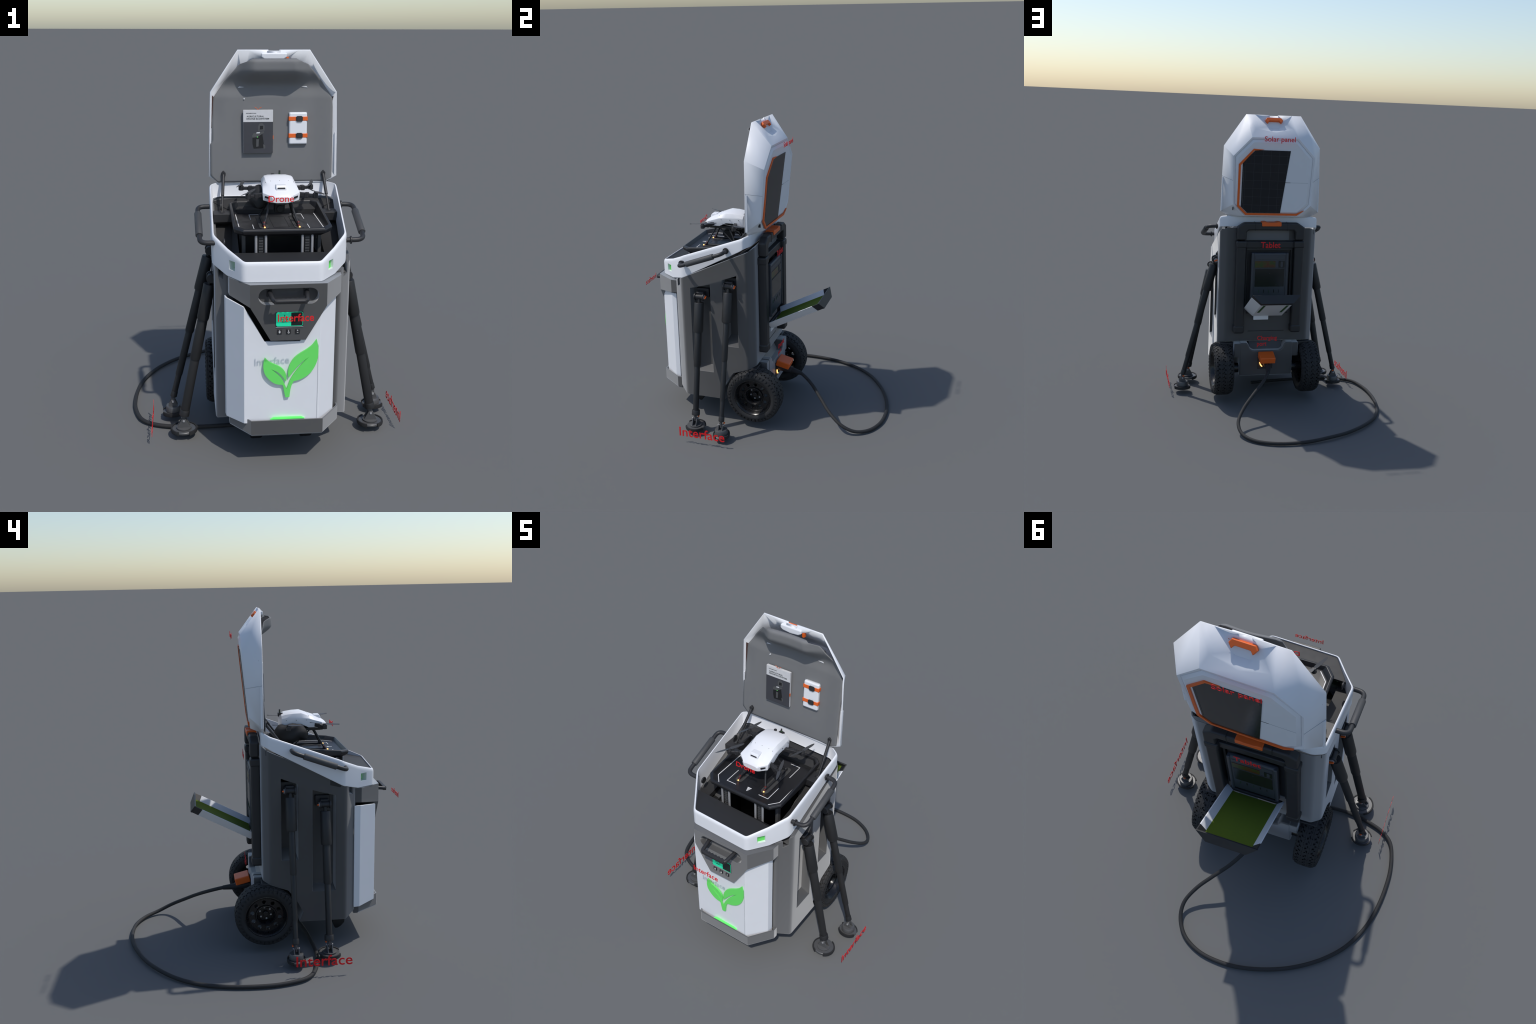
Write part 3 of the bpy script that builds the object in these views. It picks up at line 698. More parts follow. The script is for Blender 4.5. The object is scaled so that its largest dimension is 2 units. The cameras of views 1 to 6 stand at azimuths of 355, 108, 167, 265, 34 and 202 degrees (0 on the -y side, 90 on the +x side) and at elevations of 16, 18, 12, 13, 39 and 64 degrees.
    for i, x in enumerate((0.029, 0.072, 0.115)):
        add('button', box((x, -0.6915, 0.727), (0.022, 0.006, 0.022)), DARK, h, 0.001)
        y0, y1 = -0.6952, -0.6944
        if i == 0:
            add('button_mark', prism([(x - .005, .7285), (x + .005, .7285), (x, .735)], 'y', y0, y1), PRINT, h)
            add('button_mark', prism([(x - .005, .7255), (x + .005, .7255), (x, .719)], 'y', y0, y1), PRINT, h)
        elif i == 1:
            add('button_mark', box((x, -.6948, .7325), (.002, .0008, .007)), PRINT, h)
            add('button_mark', tube([(x + .0035 * math.cos(a), -.695, .7225 + .0035 * math.sin(a)) for a in [k * math.pi / 8 for k in range(16)]], .001, 6, closed=True), PRINT, h)
        else:
            add('button_mark', box((x, -.6948, .7325), (.006, .0008, .0016)), PRINT, h)
            add('button_mark', box((x, -.6948, .7325), (.0016, .0010, .006)), PRINT, h)
            add('button_mark', box((x, -.6948, .7220), (.007, .0008, .0016)), PRINT, h)
    # --- bumper tray at the foot
    half = [(0.177, -0.690), (0.276, -0.556), (0.276, -0.525)]
    ft = [(hx + x, y) for x, y in mirror(half)]
    inner = [(hx + x, y) for x, y in mirror([(0.173, -0.683), (0.270, -0.553), (0.270, -0.525)])]
    low = [(hx + x, y) for x, y in mirror([(0.172, -0.684), (0.272, -0.55), (0.274, -0.525)])]
    Z = lambda P, z: [(x, y, z) for x, y in P]
    bm = loops([Z(low, 0.176), Z(ft, 0.186), Z(ft, 0.260), Z(inner, 0.260), Z(inner, 0.232)], (True, True))
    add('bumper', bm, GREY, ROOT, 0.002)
    # --- glowing strip and leaf emblem
    e = empty('emblem', ROOT)
    add('light_strip', prism([(-0.012, 0.262), (0.006, 0.272), (0.142, 0.272), (0.160, 0.262)], 'y', -0.6850, -0.676), GLOW, e, 0.001)
    OUT = [(420, 285), (480, 347), (570, 395), (680, 448), (748, 508), (785, 570), (800, 640), (793, 715), (740, 632), (670, 560), (600, 516), (525, 487),
           (600, 548), (680, 622), (735, 692), (770, 765), (808, 850), (830, 785), (865, 692), (920, 598), (995, 500), (1090, 398), (1188, 295), (1080, 370), (980, 466), (900, 562), (838, 645),
           (828, 560), (845, 450), (890, 358), (955, 283), (1050, 217), (1150, 160), (1245, 88), (1320, -8), (1348, 105), (1356, 215), (1345, 330), (1308, 442), (1240, 550), (1150, 630), (1040, 685), (928, 710),
           (895, 775), (872, 860), (857, 990), (786, 995), (770, 930), (755, 850), (740, 785), (715, 766), (640, 757), (560, 722), (480, 652), (420, 570), (393, 470), (396, 380)]
    sharp = {0, 7, 11, 16, 22, 26, 34, 42, 45, 46, 50}
    idx = sorted(sharp); pts = []
    for a, b in zip(idx, idx[1:] + [len(OUT)]):
        seg = [Vector((*OUT[i % len(OUT)], 0)) for i in range(a, b + 1)]
        pts += [(v.x, v.y) for v in (catmull(seg, 3)[:-1] if len(seg) > 2 else seg[:1])]
    poly = [(0.0702 + (x - 816) * 0.0002757, 0.380 + (995 - y) * 0.0002985) for x, y in pts]
    add('leaf_mark', prism(poly, 'y', -0.6865, -0.6775), LEAF, e)
build_front()

# ------------------------------------------------------------------ lid
LF = [(0.187, 2.000), (0.331, 1.788), (0.338, 1.586), (0.344, 1.345), (0.279, 1.308)]                # front edge (x, z) at y = 0.018
LB = [(0.157, 0.131, 1.855), (0.277, 0.124, 1.729), (0.273, 0.108, 1.565), (0.268, 0.094, 1.40), (0.190, 0.084, 1.322)]   # back ridge
def lid_back(z): return 0.131 + (z - 1.855) * 0.098
def build_lid():
    g = empty('lid', ROOT)
    bm = bmesh.new()
    F = {}; B = {}
    for s in (1, -1):
        F[s] = [bm.verts.new((s * x, 0.018, z)) for x, z in LF]
        B[s] = [bm.verts.new((s * x, y, z)) for x, y, z in LB]
        q = F[s], B[s]
        for i in range(4):
            a = (F[s][i], F[s][i + 1], B[s][i + 1], B[s][i])
            if s < 0 and i == 0:          # the far upper facet is slightly domed
                m_ = bm.verts.new((-0.248, 0.080, 1.858))
                for u_, v_ in zip(a, a[1:] + a[:1]): bm.faces.new((v_, u_, m_))
                continue
            bm.faces.new(a if s > 0 else a[::-1])
    bm.faces.new((F[1][4], F[-1][4], B[-1][4], B[1][4]))
    # sloping head with a sunken grip pocket
    a = Vector((0, 0.018, 2.0)); b = Vector((0, 0.131, 1.855)); n = (b - a).cross(Vector((1, 0, 0))).normalized()
    if n.y < 0: n = -n
    def S(x, t, d=0): return a.lerp(b, t) + Vector((x, 0, 0)) - n * d
    nv = lambda *k: bm.verts.new(S(*k))
    for s in (1, -1):
        F[s].append(None)
    T = {s: nv(s * 0.126, 0.0) for s in (1, -1)}; N0 = {s: nv(s * 0.0285, 0.0) for s in (1, -1)}
    N1 = {s: nv(s * 0.0285, 0.10, 0.009) for s in (1, -1)}
    D1 = {s: nv(s * 0.064, 0.20, 0.015) for s in (1, -1)}; D2 = {s: nv(s * 0.046, 0.46, 0.013) for s in (1, -1)}
    S1 = {s: nv(s * 0.029, 0.50, 0.018) for s in (1, -1)}; S2 = {s: nv(s * 0.029, 0.68, 0.004) for s in (1, -1)}
    T2 = {s: nv(s * 0.128, 0.62) for s in (1, -1)}
    M0 = nv(0, 0.78)
    def face(s, *v): bm.faces.new(v if s > 0 else v[::-1])
    for s in (1, -1):
        face(s, F[s][0], B[s][0], T2[s], T[s])
        face(s, T[s], T2[s], D2[s], D1[s]); face(s, T[s], D1[s], N1[s], N0[s])
        face(s, D1[s], D2[s], S1[s], N1[s]); face(s, D2[s], S2[s], S1[s])
        face(s, T2[s], S2[s], D2[s]); face(s, T2[s], M0, S2[s])
        face(s, B[s][0], M0, T2[s])
    bm.faces.new((N1[1], S1[1], S1[-1], N1[-1])); bm.faces.new((S1[1], S2[1], S2[-1], S1[-1]))
    bm.faces.new((S2[1], M0, S2[-1])); bm.faces.new((B[1][0], B[-1][0], M0)); 
    NB = {s: nv(s * 0.0285, 0.0, 0.008) for s in (1, -1)}      # notch floor in the front edge
    for s in (1, -1): face(s, N0[s], N1[s], NB[s])
    bm.faces.new((N1[1], N1[-1], NB[-1], NB[1]))
    # back: ridge -> shallow groove -> raised field
    def off(poly, k):
        c = Vector((0, 1.60)); out = []
        m = len(poly)
        P = [Vector((p[0], p[2])) for p in poly]
        for i in range(m):
            d1 = (P[i] - P[i - 1]).normalized(); d2 = (P[(i + 1) % m] - P[i]).normalized()
            n1 = Vector((d1.y, -d1.x)); n2 = Vector((d2.y, -d2.x)); mm = (n1 + n2).normalized()
            q = P[i] + mm * (k / max(.5, mm.dot(n1)))
            if (q - c).length > (P[i] - c).length: q = P[i] - mm * (k / max(.5, mm.dot(n1)))
            out.append(q)
        return out
    ridge = [LB[i] for i in range(5)] + [(-LB[i][0], LB[i][1], LB[i][2]) for i in range(4, -1, -1)]
    RV = [B[1][i] for i in range(5)] + [B[-1][i] for i in range(4, -1, -1)]
    prev = RV
    for k, dy in ((0.012, 0.000), (0.014, -0.0045), (0.016, 0.0), (0.032, 0.009)):
        q = off(ridge, k); cur = [bm.verts.new((p.x, lid_back(p.y) + dy, p.y)) for p in q]
        m = len(cur)
        for i in range(m): bm.faces.new((prev[i], prev[(i + 1) % m], cur[(i + 1) % m], cur[i]))
        prev = cur
    bm.faces.new(prev)
    bmesh.ops.recalc_face_normals(bm, faces=bm.faces)
    # make sure normals look outwards (field faces +y)
    bm.faces.ensure_lookup_table()
    if bm.faces[-1].normal.y < 0: bmesh.ops.reverse_faces(bm, faces=bm.faces)
    shell = add('lid_shell', bm, WHITE, g, M=MW, angle=25, recalc=False)
    so = shell.modifiers.new('solid', 'SOLIDIFY'); so.thickness = 0.006; so.offset = -1; so.use_even_offset = True
    # lower half carries an inner lip
    for s in (1, -1):
        add('lid_lip', loops([[(s * 0.3375, 0.017, 1.577), (s * 0.327, 0.017, 1.577), (s * 0.327, 0.030, 1.577), (s * 0.336, 0.030, 1.577)],
                              [(s * 0.3425, 0.017, 1.346), (s * 0.331, 0.017, 1.352), (s * 0.331, 0.030, 1.352), (s * 0.340, 0.030, 1.346)]], (True, True)), WHITE, g, M=MW)
    # seams around the shell at mid height
    for s in (1, -1):
        a_ = Vector((s * 0.3382, 0.019, 1.5855)); b_ = Vector((s * 0.2733, 0.1085, 1.5635))
        add('shell_seam', tube([a_, b_], 0.0009, 6), SEAM, g, M=MW)
    fy = lambda z, k=0.0: lid_back(z) + 0.009 + k
    def on_back(poly, k0, k1, name, m, bev=0.0):
        return add(name, loops([[(x, fy(z, k0), z) for x, z in poly], [(x, fy(z, k1), z) for x, z in poly]], (True, True)), m, g, bev, M=MW)
    on_back([(-0.115, 1.5575), (-0.24, 1.5575), (-0.24, 1.5563), (-0.115, 1.5563)], -0.001, 0.0006, 'panel_seam', SEAM)
    on_back([(-0.078, 1.5582), (-0.117, 1.5582), (-0.117, 1.5556), (-0.078, 1.5556)], -0.001, 0.001, 'panel_slit', DSEAM)
    # solar panel with slanted edge and orange frame
    on_back([(0.131, 1.772), (-0.106, 1.772), (-0.058, 1.346), (0.170, 1.346), (0.214, 1.388), (0.214, 1.686)], -0.001, 0.0028, 'solar_panel', SOLAR, 0.0008)
    fr = [(0.075, 1.7755), (0.142, 1.7745), (0.233, 1.672), (0.233, 1.393), (0.178, 1.337), (-0.172, 1.337), (-0.222, 1.366)]
    wd = [0.001, 0.012, 0.0145, 0.0145, 0.0145, 0.0135, 0.003]
    L_, R_ = [], []
    for i, p in enumerate(fr):
        p = Vector(p); d1 = (p - Vector(fr[i - 1])).normalized() if i else None; d2 = (Vector(fr[i + 1]) - p).normalized() if i + 1 < len(fr) else None
        d1 = d1 or d2; d2 = d2 or d1; t = (d1 + d2).normalized(); nn = Vector((-t.y, t.x)); kk = wd[i] / 2 / max(.5, nn.dot(Vector((-d1.y, d1.x))))
        L_.append(p + nn * kk); R_.append(p - nn * kk)
    poly = [tuple(p) for p in L_ + R_[::-1]]
    on_back(poly, -0.002, 0.007, 'solar_frame', ORANGE, 0.0015)
    on_back([(0.207, 1.66), (0.2045, 1.66), (0.2045, 1.41), (0.207, 1.41)], 0.002, 0.0034, 'solar_highlight', GRIP)  # highlight line on the glass built as a thin grey strip
    # orange grip
    gp = [(-0.062, 0.10), (-0.050, 0.0), (0.050, 0.0), (0.062, 0.10), (0.046, 0.22), (0.034, 0.135), (-0.034, 0.135), (-0.046, 0.22)]
    add('lid_grip', loops([[S(x, t + 0.13, 0.014) for x, t in gp], [S(x * .97, t + 0.13, -0.006) for x, t in gp]], (True, True)), ORANGE, g, 0.003, M=MW)
    # hinge tongue at the lower corner
    add('hinge_slot', box((0.266, 0.083, 1.372), (0.004, 0.014, 0.022)), DSEAM, g, M=MW)
    # thin brown plates in the gap beside the lining
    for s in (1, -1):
        add('gap_side_plate', loops([[(s * 0.3225, 0.026, 1.770), (s * 0.270, 0.100, 1.715), (s * 0.268, 0.095, 1.60), (s * 0.3275, 0.026, 1.60)],
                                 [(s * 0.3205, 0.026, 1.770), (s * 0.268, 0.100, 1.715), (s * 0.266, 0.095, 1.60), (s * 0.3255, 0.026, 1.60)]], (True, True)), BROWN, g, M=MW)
    # ---- grey soft lining: flat lower part, scooped head with a protruding roll
    nz, nx = 66, 48
    def halfw(z):
        k = [(1.315, 0.295), (1.35, 0.333), (1.70, 0.331), (1.755, 0.314), (1.84, 0.255), (1.928, 0.180), (1.945, 0.135), (1.958, 0.112)]
        for (z0, w0), (z1, w1) in zip(k[:-1], k[1:]):
            if z <= z1: return w0 + (w1 - w0) * (z - z0) / (z1 - z0)
        return k[-1][1]
    # the lining is trimmed tighter on the hinge-right side so that it stays inside the shell
    trim = lambda x, z: min(x, 0.316 if z < 1.76 else 0.316 - (z - 1.76) * 0.55)
    sm = lambda a, b, t: (lambda u: u * u * (3 - 2 * u))(min(1, max(0, (t - a) / (b - a))))
    ML = Matrix.Translation((CX, 0, 0))        # the lining hangs square to the cart, not to the skewed shell
    def ly(x, z):
        y = -0.004 + 0.0215 * min(1, max(0, (z - 1.32) / 0.43)) + 0.009 * sm(1.75, 1.812, z)
        roll = sm(1.812, 1.905, z)
        mid = 1 - sm(0.10, 0.20, abs(x))
        y -= roll * (0.036 + 0.054 * mid)
        y += 0.018 * mid * sm(1.945, 1.96, z)
        y += 0.012 * sm(0.24, 0.33, -x) * sm(1.5, 1.7, z) - 0.012 * sm(0.20, 0.316, x)
        y += 0.004 * math.sin(x * 21 + 1.3) * roll
        return y
    bm = bmesh.new(); V = []
    for i in range(nz + 1):
        z = 1.315 + (1.958 - 1.315) * i / nz; w = halfw(z)
        w_ = min(w, 0.322 if 1.52 < z < 1.77 else w)
        row = [-w_ + (trim(w, z) + w_) * j / nx for j in range(nx + 1)]
        V.append([bm.verts.new((x, ly(x, z), z)) for x in row])
    for i in range(nz):
        for j in range(nx): bm.faces.new((V[i][j], V[i][j + 1], V[i + 1][j + 1], V[i + 1][j]))
    o = add('lid_lining', bm, LINING, g, M=ML, angle=80)
    so = o.modifiers.new('solid', 'SOLIDIFY'); so.thickness = 0.004; so.offset = 1
    for f in o.data.polygons[:1]:
        if f.normal.y < 0: so.offset = -1
    # bare white rips showing at the fold, and a rivet
    for s in (1, -1):
        x = s * 0.163
        add('fold_gap', prism([(x - s * 0.012, 1.8105), (x + s * 0.014, 1.8135), (x + s * 0.02, 1.8075)], 'y', ly(x, 1.81) - 0.003, ly(x, 1.81) + 0.002), WHITE, g, M=ML)
    add('rivet', cyl((-0.152, 0.012, 1.752), (-0.152, 0.03, 1.752), 0.0036, n=12), WHITE, g, M=ML)
    # white latch block
    lb = [(-0.066, 1.984), (0.066, 1.984), (0.066, 1.962), (0.050, 1.952), (0, 1.946), (-0.050, 1.952), (-0.066, 1.962)]
    add('latch_block', prism(lb, 'y', -0.006, 0.016), WHITE, g, 0.007, 4, M=MW)
    add('latch_tongue', box((0.07, 0.02, 1.952), (0.014, 0.02, 0.024)), ORANGE, g, 0.002, M=MW)
    # ---- manual booklet
    MB = Matrix.Translation((CX, -0.0095, 1.58)) @ Matrix.Rotation(math.radians(-0.8), 4, 'X') @ Matrix.Translation((0, 0, -1.58))
    k = empty('booklet', g)
    x0, x1, z0, z1, zm = -0.159, -0.002, 1.471, 1.696, 1.634
    xm = (x0 + x1) / 2
    add('booklet_block', box((xm, 0.005, (z0 + z1) / 2), (x1 - x0, 0.014, z1 - z0)), PAPER, k, 0.0008, M=MB)
    add('cover_picture', box((xm, -0.0024, (z0 + zm) / 2), (x1 - x0 - .0005, 0.0016, zm - z0)), COVER, k, M=MB)
    fr_ = lambda u, v, w: MB @ Vector((u, -0.0025 + w, v))
    text('title_text', 'AGRICULTURAL', k, INK, x0 + 0.018, x0 + 0.109, 1.659, 1.667, fr_, 0.0008)
    text('title_text', 'DRONE ECOSYSTEM', k, INK, x0 + 0.018, x0 + 0.136, 1.6465, 1.6545, fr_, 0.0008)
    text('small_text', 'DOCUMENTATION', k, GRIP, x0 + 0.016, x0 + 0.068, 1.677, 1.681, fr_, 0.0008)
    # small picture of a wheeled cart on the cover, as flat inlays
    def pic(poly, m, d=0.0): add('cover_art', prism([(xm + x, 1.552 + z) for x, z in poly], 'y', -0.0036 - d, -0.003), m, k, M=MB)
    pic([(-0.030, 0.005), (0.022, 0.022), (0.030, -0.03), (0.028, -0.055), (-0.024, -0.058), (-0.030, -0.03)], BLACK)
    pic([(-0.032, 0.010), (-0.026, 0.022), (0.030, 0.033), (0.030, 0.025), (-0.006, 0.003), (-0.030, 0.000)], FOOTM, .0003)
    pic([(0.000, 0.035), (0.034, 0.038), (0.034, 0.062), (0.022, 0.076), (0.008, 0.074), (0.000, 0.06)], FOOTM, .0001)
    pic([(0.008, 0.042), (0.026, 0.044), (0.026, 0.062), (0.010, 0.062)], BLACK, .0004)
    pic([(-0.008, 0.028), (0.010, 0.030), (0.008, 0.023), (-0.010, 0.022)], PAPER, .0005)
    pic([(-0.010, -0.048), (0.002, -0.046), (0.004, -0.008), (-0.010, -0.008)], FOOTM, .0004)
    pic([(-0.006, 0.001), (0.000, 0.002), (0.000, 0.006), (-0.006, 0.005)], LEAF, .0006)
    pic([(0.026, -0.035), (0.037, -0.04), (0.038, -0.055), (0.030, -0.060)], FOOTM, .0002)
    for s in (1, -1):
        add('ribbon_end', tube(catmull([(xm + s * 0.002, 0.001, 1.697), (xm + s * 0.007, -0.002, 1.704), (xm + s * 0.018, -0.003, 1.711)], 5), 0.0013, 6), ORANGE, k, M=MB)
    add('ribbon', box((x1 + 0.001, 0.001, 1.553), (0.004, 0.006, 0.018)), ORANGE, k, M=MB)
    # ---- first-aid style case with two straps
    MB = Matrix.Translation((CX, 0.005, 1.60)) @ Matrix.Rotation(math.radians(-2.2), 4, 'X') @ Matrix.Translation((0, 0, -1.60))
    q = empty('strapped_case', g)
    xa, xb, za, zb = 0.084, 0.180, 1.514, 1.681; xc = (xa + xb) / 2
    add('case_shell', box((xc, -0.001, (za + zb) / 2), (xb - xa, 0.026, zb - za)), WHITE, q, 0.009, 4, M=MB)
    add('case_seam', box((xc, 0.001, (za + zb) / 2), (xb - xa + .0012, 0.0016, zb - za + .0012)), SEAM, q, M=MB)
    for z in (1.648, 1.560):
        add('strap', box((xc, -0.0008, z), (xb - xa + 0.005, 0.0295, 0.023)), ORANGE, q, 0.003, M=MB)
        bm = box((xc + 0.006, -0.0175, z), (0.026, 0.006, 0.029)); box((xc + 0.006, -0.017, z), (0.036, 0.0045, 0.022), bm)
        add('buckle', bm, DARK, q, 0.001, M=MB)
    # ---- gas struts
    for s in (1, -1):
        t = Vector((-0.195, -0.004, 1.362)) if s < 0 else Vector((0.341, -0.006, 1.360))
        b = Vector((-0.212, -0.146, 1.176)) if s < 0 else Vector((0.354, -0.144, 1.178))
        m_ = t.lerp(b, 0.56)
        add('gas_strut', tube([t, m_], 0.0085, 14), DARK, g, 0.001)
        add('strut_rod', tube([m_, b], 0.0058, 12), DARK, g)
        add('strut_clip', prism([(t.x - .012, t.z + .004), (t.x, t.z + .017), (t.x + .012, t.z + .004), (t.x + .010, t.z - .014), (t.x - .010, t.z - .014)], 'y', t.y - .012, t.y + .020), DARK, g, 0.003)
        add('strut_foot', box(b + Vector((0, 0, .004)), (.012, .02, .018)), GRIP, g, .003)
build_lid()

# ------------------------------------------------------------------ landing platform on its lift
def build_platform():
    g = empty('landing_platform', ROOT)
    zf = 1.157
    fl = lambda e, zfn: [(x, y, zfn(y)) for x, y in
          [(-0.139 - e + 0.042, -0.470 - e), (0.281 + e - 0.042, -0.470 - e), (0.281 + e, -0.470 - e + 0.05), (0.281 + e, -0.063 + e - 0.03), (0.281 + e - 0.03, -0.063 + e),
           (-0.139 - e + 0.03, -0.063 + e), (-0.139 - e, -0.063 + e - 0.03), (-0.139 - e, -0.470 - e + 0.05)]]
    rimz = lambda y: 1.180 + (y + 0.5) * 0.085
    bm = loops([fl(-0.002, lambda y: zf), fl(0.006, lambda y: zf + 0.003), fl(0.017, lambda y: rimz(y) - 0.004), fl(0.021, rimz), fl(0.030, lambda y: rimz(y) - 0.003), fl(0.033, lambda y: rimz(y) - 0.012), fl(0.028, lambda y: zf - 0.004), fl(0.012, lambda y: zf - 0.018)], (True, True))
    add('platform_tray', bm, PLAT, g, 0.0025)
    # two raised corners of the tray edge
    # white border line of the tray floor
    P = [(p[0], p[1]) for p in fl(-0.001, rimz)]
    bm = bmesh.new()
    strip([P[7], P[6]], 0.004, 'z', zf, zf + 0.0016, bm); strip([P[0], P[7]], 0.0038, 'z', zf, zf + 0.0014, bm)
    strip([P[3], P[2]], 0.004, 'z', zf, zf + 0.0016, bm); strip([P[2], P[1]], 0.0038, 'z', zf, zf + 0.0014, bm)
    strip([P[5], P[4]], 0.003, 'z', zf, zf + 0.0014, bm)
    add('border_line', bm, PRINT, g)
    bm = bmesh.new()
    for sx, x in ((1, -0.067), (-1, 0.21)):
        for sy, y in ((1, -0.43), (-1, -0.103)):
            strip([(x + sx * 0.061, y), (x, y), (x, y + sy * 0.109)], 0.003, 'z', zf, zf + 0.0012, bm)
    add('corner_mark', bm, PRINT, g)
    bm = bmesh.new()
    for i in range(4):                       # striped arrow
        y0 = -0.410 - i * 0.0085; w = 0.0135 * (1 - i / 4.3)
        prism([(0.075 - w, y0), (0.075 + w, y0), (0.075 + w * .82, y0 - .005), (0.075 - w * .82, y0 - .005)], 'z', zf, zf + 0.0012, bm)
    add('arrow_mark', bm, PRINT, g)
    for x in (-0.014, 0.160):
        st = [(x + 0.024 * math.cos(a), (-0.165 if math.sin(a) >= 0 else -0.382) + 0.024 * math.sin(a)) for a in [k * math.pi / 12 for k in range(24)]]
        add('charge_pad', prism(st, 'z', zf, zf + 0.003), PADM, g, 0.001)
        add('pad_groove', box((x, -0.27, zf + 0.0028), (0.012, 0.22, 0.003)), DARK, g)
        add('status_light', ball((x + 0.001, -0.3985, zf + 0.0055), (0.0042, 0.0042, 0.0035), sub=2), HOT, g)
    bm = bmesh.new()
    strip([(0.032, -0.144), (0.112, -0.148), (0.112, -0.38), (0.034, -0.38), (0.032, -0.146)], 0.002, 'z', zf, zf + 0.0006, bm)
    add('hatch_line', bm, BLACK, g)
    add('tray_sticker', box((0.262, -0.046, 1.193), (0.018, 0.002, 0.012), R=Matrix.Rotation(-0.35, 4, 'X')), PADM, g)
    # lift: guide rods, toothed racks, carriage
    for y in (-0.481, -0.075):
        for x0 in (-0.064, 0.163):
            for x in (x0, x0 + 0.048): add('guide_rod', cyl((x, y, 0.78), (x, y, 1.148), 0.0068, n=16), STEEL, g)
            add('rack_bar', box((x0 + 0.024, y + 0.008, 0.96), (0.026, 0.008, 0.37)), DARK, g)
            bm = bmesh.new()
            for i in range(26): box((x0 + 0.024, y + 0.003, 0.79 + i * 0.0136), (0.020, 0.008, 0.0075), bm)
            add('rack_teeth', bm, GRIP, g, stuff=True)
    for s in (1, -1):
        for y in (-0.40, -0.16): add('corner_post', box((CX + s * 0.188, y, 0.95), (0.018, 0.03, 0.39)), FOOTM, g, 0.003)
    add('lift_core', box((CX, -0.22, 0.95), (0.36, 0.06, 0.36)), BLACK, g)
build_platform()

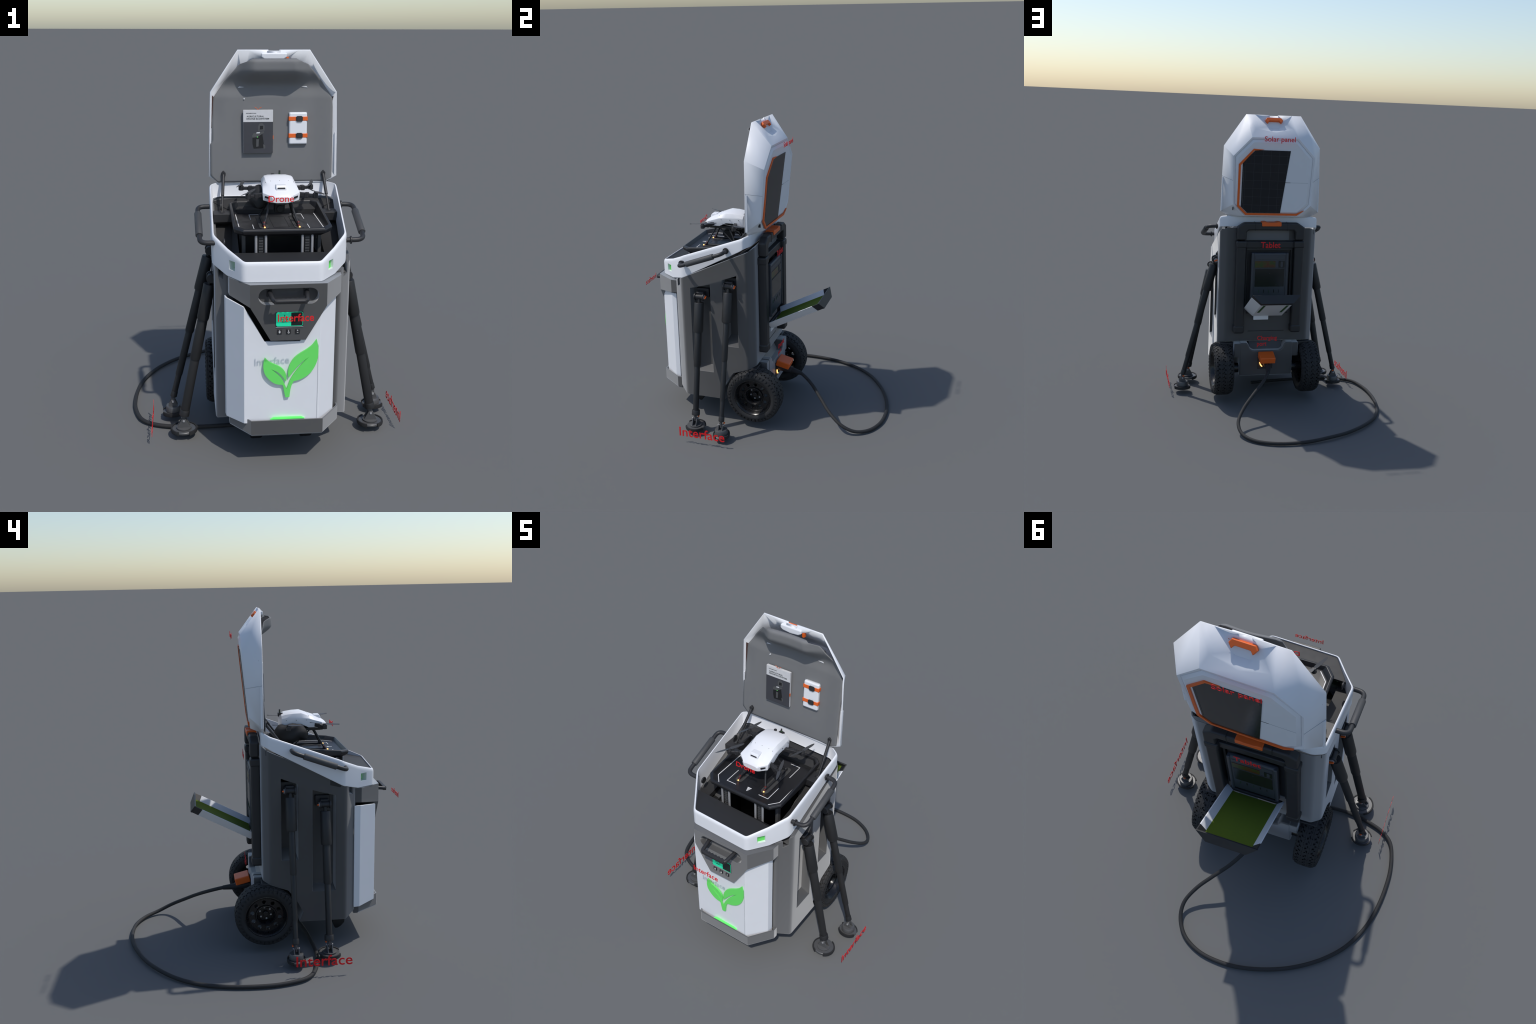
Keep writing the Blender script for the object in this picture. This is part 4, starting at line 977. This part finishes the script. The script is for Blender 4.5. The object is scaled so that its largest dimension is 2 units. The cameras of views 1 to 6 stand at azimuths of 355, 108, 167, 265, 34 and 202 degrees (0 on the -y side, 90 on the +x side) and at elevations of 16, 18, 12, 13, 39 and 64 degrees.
# ------------------------------------------------------------------ drone
def build_drone():
    dx = 0.0715
    # fuselage: lofted sections (y, half width top, z top, half width shoulder, z shoulder, half width low, z low)
    SE = [(-0.398, 0.044, 1.312, 0.0475, 1.305, 0.045, 1.287), (-0.390, 0.047, 1.323, 0.056, 1.312, 0.053, 1.285), (-0.362, 0.054, 1.342, 0.093, 1.323, 0.090, 1.291), (-0.320, 0.061, 1.361, 0.090, 1.335, 0.085, 1.297),
          (-0.285, 0.068, 1.373, 0.087, 1.345, 0.083, 1.297), (-0.240, 0.071, 1.389, 0.085, 1.350, 0.081, 1.318), (-0.195, 0.070, 1.387, 0.083, 1.351, 0.080, 1.318), (-0.150, 0.066, 1.381, 0.081, 1.351, 0.078, 1.296), (-0.124, 0.058, 1.372, 0.076, 1.345, 0.072, 1.292), (-0.116, 0.046, 1.356, 0.066, 1.336, 0.062, 1.300)]
    L = []
    for y, wt, zt, ws, zs, wl, zl in SE:
        h = [(0.0, zt), (wt * .7, zt - .001), (wt, zt - .006), (ws * .985, zs + .006), (ws, zs - .001), (wl, zl), (wl * .6, zl - .004)]
        L.append([(dx + x, y, z) for x, z in h] + [(dx - x, y, z) for x, z in h[::-1] if x > 0])
    o = add('fuselage', loops(L, (True, True)), WHITE, DRONE, angle=28)
    bevelmod(o, 0.003, 2, 30)
    sc = [(-0.322, 1.364), (-0.356, 1.364), (-0.366, 1.350), (-0.366, 1.336), (-0.322, 1.352)]
    add('air_scoop', prism(sc, 'x', dx - 0.026, dx + 0.026), WHITE, DRONE, 0.004, 3)
    add('scoop_mouth', box((dx, -0.3665, 1.351), (0.038, 0.004, 0.006)), BLACK, DRONE, 0.001)
    for s in (1, -1):
        add('eye_slot', box((dx + s * 0.071, -0.3795, 1.3085), (0.028, 0.006, 0.009), R=Matrix.Rotation(s * 0.80, 4, 'Z') @ Matrix.Rotation(-s * .12, 4, 'Y')), BLACK, DRONE, 0.001)
        for y in (-0.27, -0.21, -0.15): add('shell_screw', cyl((dx + s * 0.080, y, 1.343), (dx + s * 0.0875, y, 1.343), 0.0018, n=8), DARK, DRONE)
    for x, z in ((0, 1.3735), (0.045, 1.3725), (-0.045, 1.3725), (0.07, 1.366), (-0.07, 1.366)):
        add('shell_screw', cyl((dx + x, -0.285, z - .004), (dx + x, -0.285, z + 0.0004), 0.0018, n=8), DARK, DRONE)
    # belly plate, camera, battery
    add('belly_plate', box((dx, -0.25, 1.284), (0.13, 0.22, 0.016)), DARK, DRONE, 0.003)
    add('belly_rail', box((dx, -0.33, 1.275), (0.05, 0.10, 0.010)), DARK, DRONE, 0.002)
    add('gimbal_camera', box((dx + 0.005, -0.245, 1.230), (0.052, 0.06, 0.050)), BLACK, DRONE, 0.005)
    add('camera_lens', cyl((dx + 0.005, -0.275, 1.228), (dx + 0.005, -0.287, 1.228), 0.017, n=24), BLACK, DRONE, 0.002)
    add('gimbal_neck', box((dx + 0.005, -0.24, 1.265), (0.03, 0.03, 0.03)), DARK, DRONE, 0.003)
    # slumped black sack-like tank on the left flank
    bm = ball((-0.022, -0.175, 1.268), (0.047, 0.105, 0.058), sub=4)
    for v in bm.verts:
        c = v.co
        c.z += 0.010 * math.sin(c.y * 55 + 1) * (1 if c.z < 1.27 else .5) + 0.004 * math.sin(c.y * 90 + c.x * 70)
        c.x += 0.004 * math.sin(c.z * 90 + c.y * 40)
        if c.y > -0.09: c.z += (c.y + 0.09) * 0.25
    add('flank_tank', bm, RUBBER, DRONE, angle=80)
    # gps stub, antenna box
    add('gps_stub', cyl((0.054, -0.128, 1.355), (0.054, -0.128, 1.381), 0.009, n=18), DARK, DRONE, 0.001)
    add('antenna_box', box((0.091, -0.122, 1.364), (0.030, 0.022, 0.022)), DARK, DRONE, 0.002)
    add('antenna', cyl((0.091, -0.122, 1.372), (0.091, -0.122, 1.396), 0.0045, n=12), DARK, DRONE)
    add('antenna_ring', cyl((0.091, -0.122, 1.380), (0.091, -0.122, 1.383), 0.0052, n=12), DGREEN, DRONE)
    # arms, motors, propellers
    M = [(0.2415, -0.367, (0.212, -0.281), (0.273, -0.443)), (-0.0930, -0.367, (-0.135, -0.446), (-0.05, -0.285)),
         (0.2515, -0.150, (0.273, -0.062), (0.223, -0.238)), (-0.1115, -0.150, (-0.141, -0.235), (-0.090, -0.058))]
    for mx, my, pa, pb in M:
        s = 1 if mx > dx else -1; front = my < -0.25
        a = Vector((dx + s * 0.062, -0.318 if front else -0.178, 1.312)); b = Vector((mx, my, 1.311))
        d = (b - a).normalized()
        R = d.to_track_quat('X', 'Z').to_matrix().to_4x4()
        ln = (b - a).length
        arm = empty('rotor_arm', DRONE)
        add('arm_beam', box(a.lerp(b, .36), (ln * .72, 0.020, 0.022), R=R), DARK, arm, 0.003)
        add('arm_hinge', box(a.lerp(b, .62), (0.02, 0.025, 0.026), R=R), DARK, arm, 0.003)
        add('arm_tip', box(a.lerp(b, .84), (ln * .36, 0.015, 0.016), R=R), DARK, arm, 0.003)
        add('motor', cyl((mx, my, 1.300), (mx, my, 1.324), 0.0135, n=22), DARK, arm, 0.002)
        add('motor_cap', cyl((mx, my, 1.3235), (mx, my, 1.331), 0.010, 0.008, n=20), DARK, arm, 0.001)
        for q in (pa, pb):
            e = Vector((q[0], q[1], 1.331)); c = Vector((mx, my, 1.330)); dd = (e - c); dd.z = 0; l = dd.length; dd.normalize(); sd = Vector((-dd.y, dd.x, 0))
            prof = [(0.0, 0.005), (0.18, 0.0085), (0.45, 0.0085), (0.8, 0.006), (1.0, 0.0015)]
            lo = [c + dd * l * t + sd * w + Vector((0, 0, .0018 + .002 * t)) for t, w in prof] + [c + dd * l * t - sd * w + Vector((0, 0, -.0014 + .002 * t)) for t, w in prof[::-1]]
            hi = [p + Vector((0, 0, .0012)) for p in lo]
            add('propeller_blade', loops([lo, hi], (True, True)), PROP, arm)
    # landing gear: splayed legs on two skids
    for s in (1, -1):
        xs = dx + s * 0.0865
        add('skid', tube([(xs, -0.385, 1.166), (xs, -0.155, 1.166)], 0.0045, 10), DARK, DRONE)
        for y, yt in ((-0.378, -0.318), (-0.172, -0.228)):
            add('landing_leg', tube([(dx + s * 0.052, yt, 1.280), (dx + s * 0.066, (y + yt) / 2, 1.228), (xs, y, 1.170)], [0.006, 0.0048, 0.0052], 10), DARK, DRONE)
            add('leg_clamp', ball((xs, y, 1.173), (0.008, 0.010, 0.009), sub=2), DARK, DRONE)
        add('leg_strut', tube([(dx + s * 0.05, -0.30, 1.282), (xs, -0.17, 1.172)], 0.004, 8), DARK, DRONE)
        add('red_boot', cyl((xs, -0.386, 1.163), (xs - s * .001, -0.374, 1.184), 0.0062, n=12), REDP, DRONE)
build_drone()

# ------------------------------------------------------------------ red floating labels
def build_labels():
    g = empty('floating_label', ROOT)
    text('label_text', 'Interface', g, RED, 0.002, 0.166, 0.8365, 0.872, lambda u, v, w: Vector((u, -0.843 + w, v)))
    text('label_text', 'Interface', g, RED, -0.385, -0.077, 0.050, 0.114, lambda u, v, w: Vector((0.7325 - w, u, v)))
    text('label_text', 'Interface', g, RED, 0.120, 0.437, 0.052, 0.114, lambda u, v, w: Vector((-0.604 + w, -u, v)))
    text('label_text', 'Drone', g, RED, 0.001, 0.125, 1.297, 1.328, lambda u, v, w: Vector((u, -0.432 + w, v)))
    text('label_text', 'Solar panel', g, RED, -0.160, 0.049, 1.834, 1.867, lambda u, v, w: Vector((-u, 0.165 - w, v)))
    text('label_text', 'Tablet', g, RED, -0.145, -0.008, 1.110, 1.151, lambda u, v, w: Vector((-u, 0.106 - w, v)))
    text('label_text', 'Charging', g, RED, -0.145, -0.004, 0.454, 0.484, lambda u, v, w: Vector((-u, 0.106 - w, v)))
    text('label_text', 'port', g, RED, -0.145, -0.078, 0.412, 0.437, lambda u, v, w: Vector((-u, 0.106 - w, v)))
build_labels()
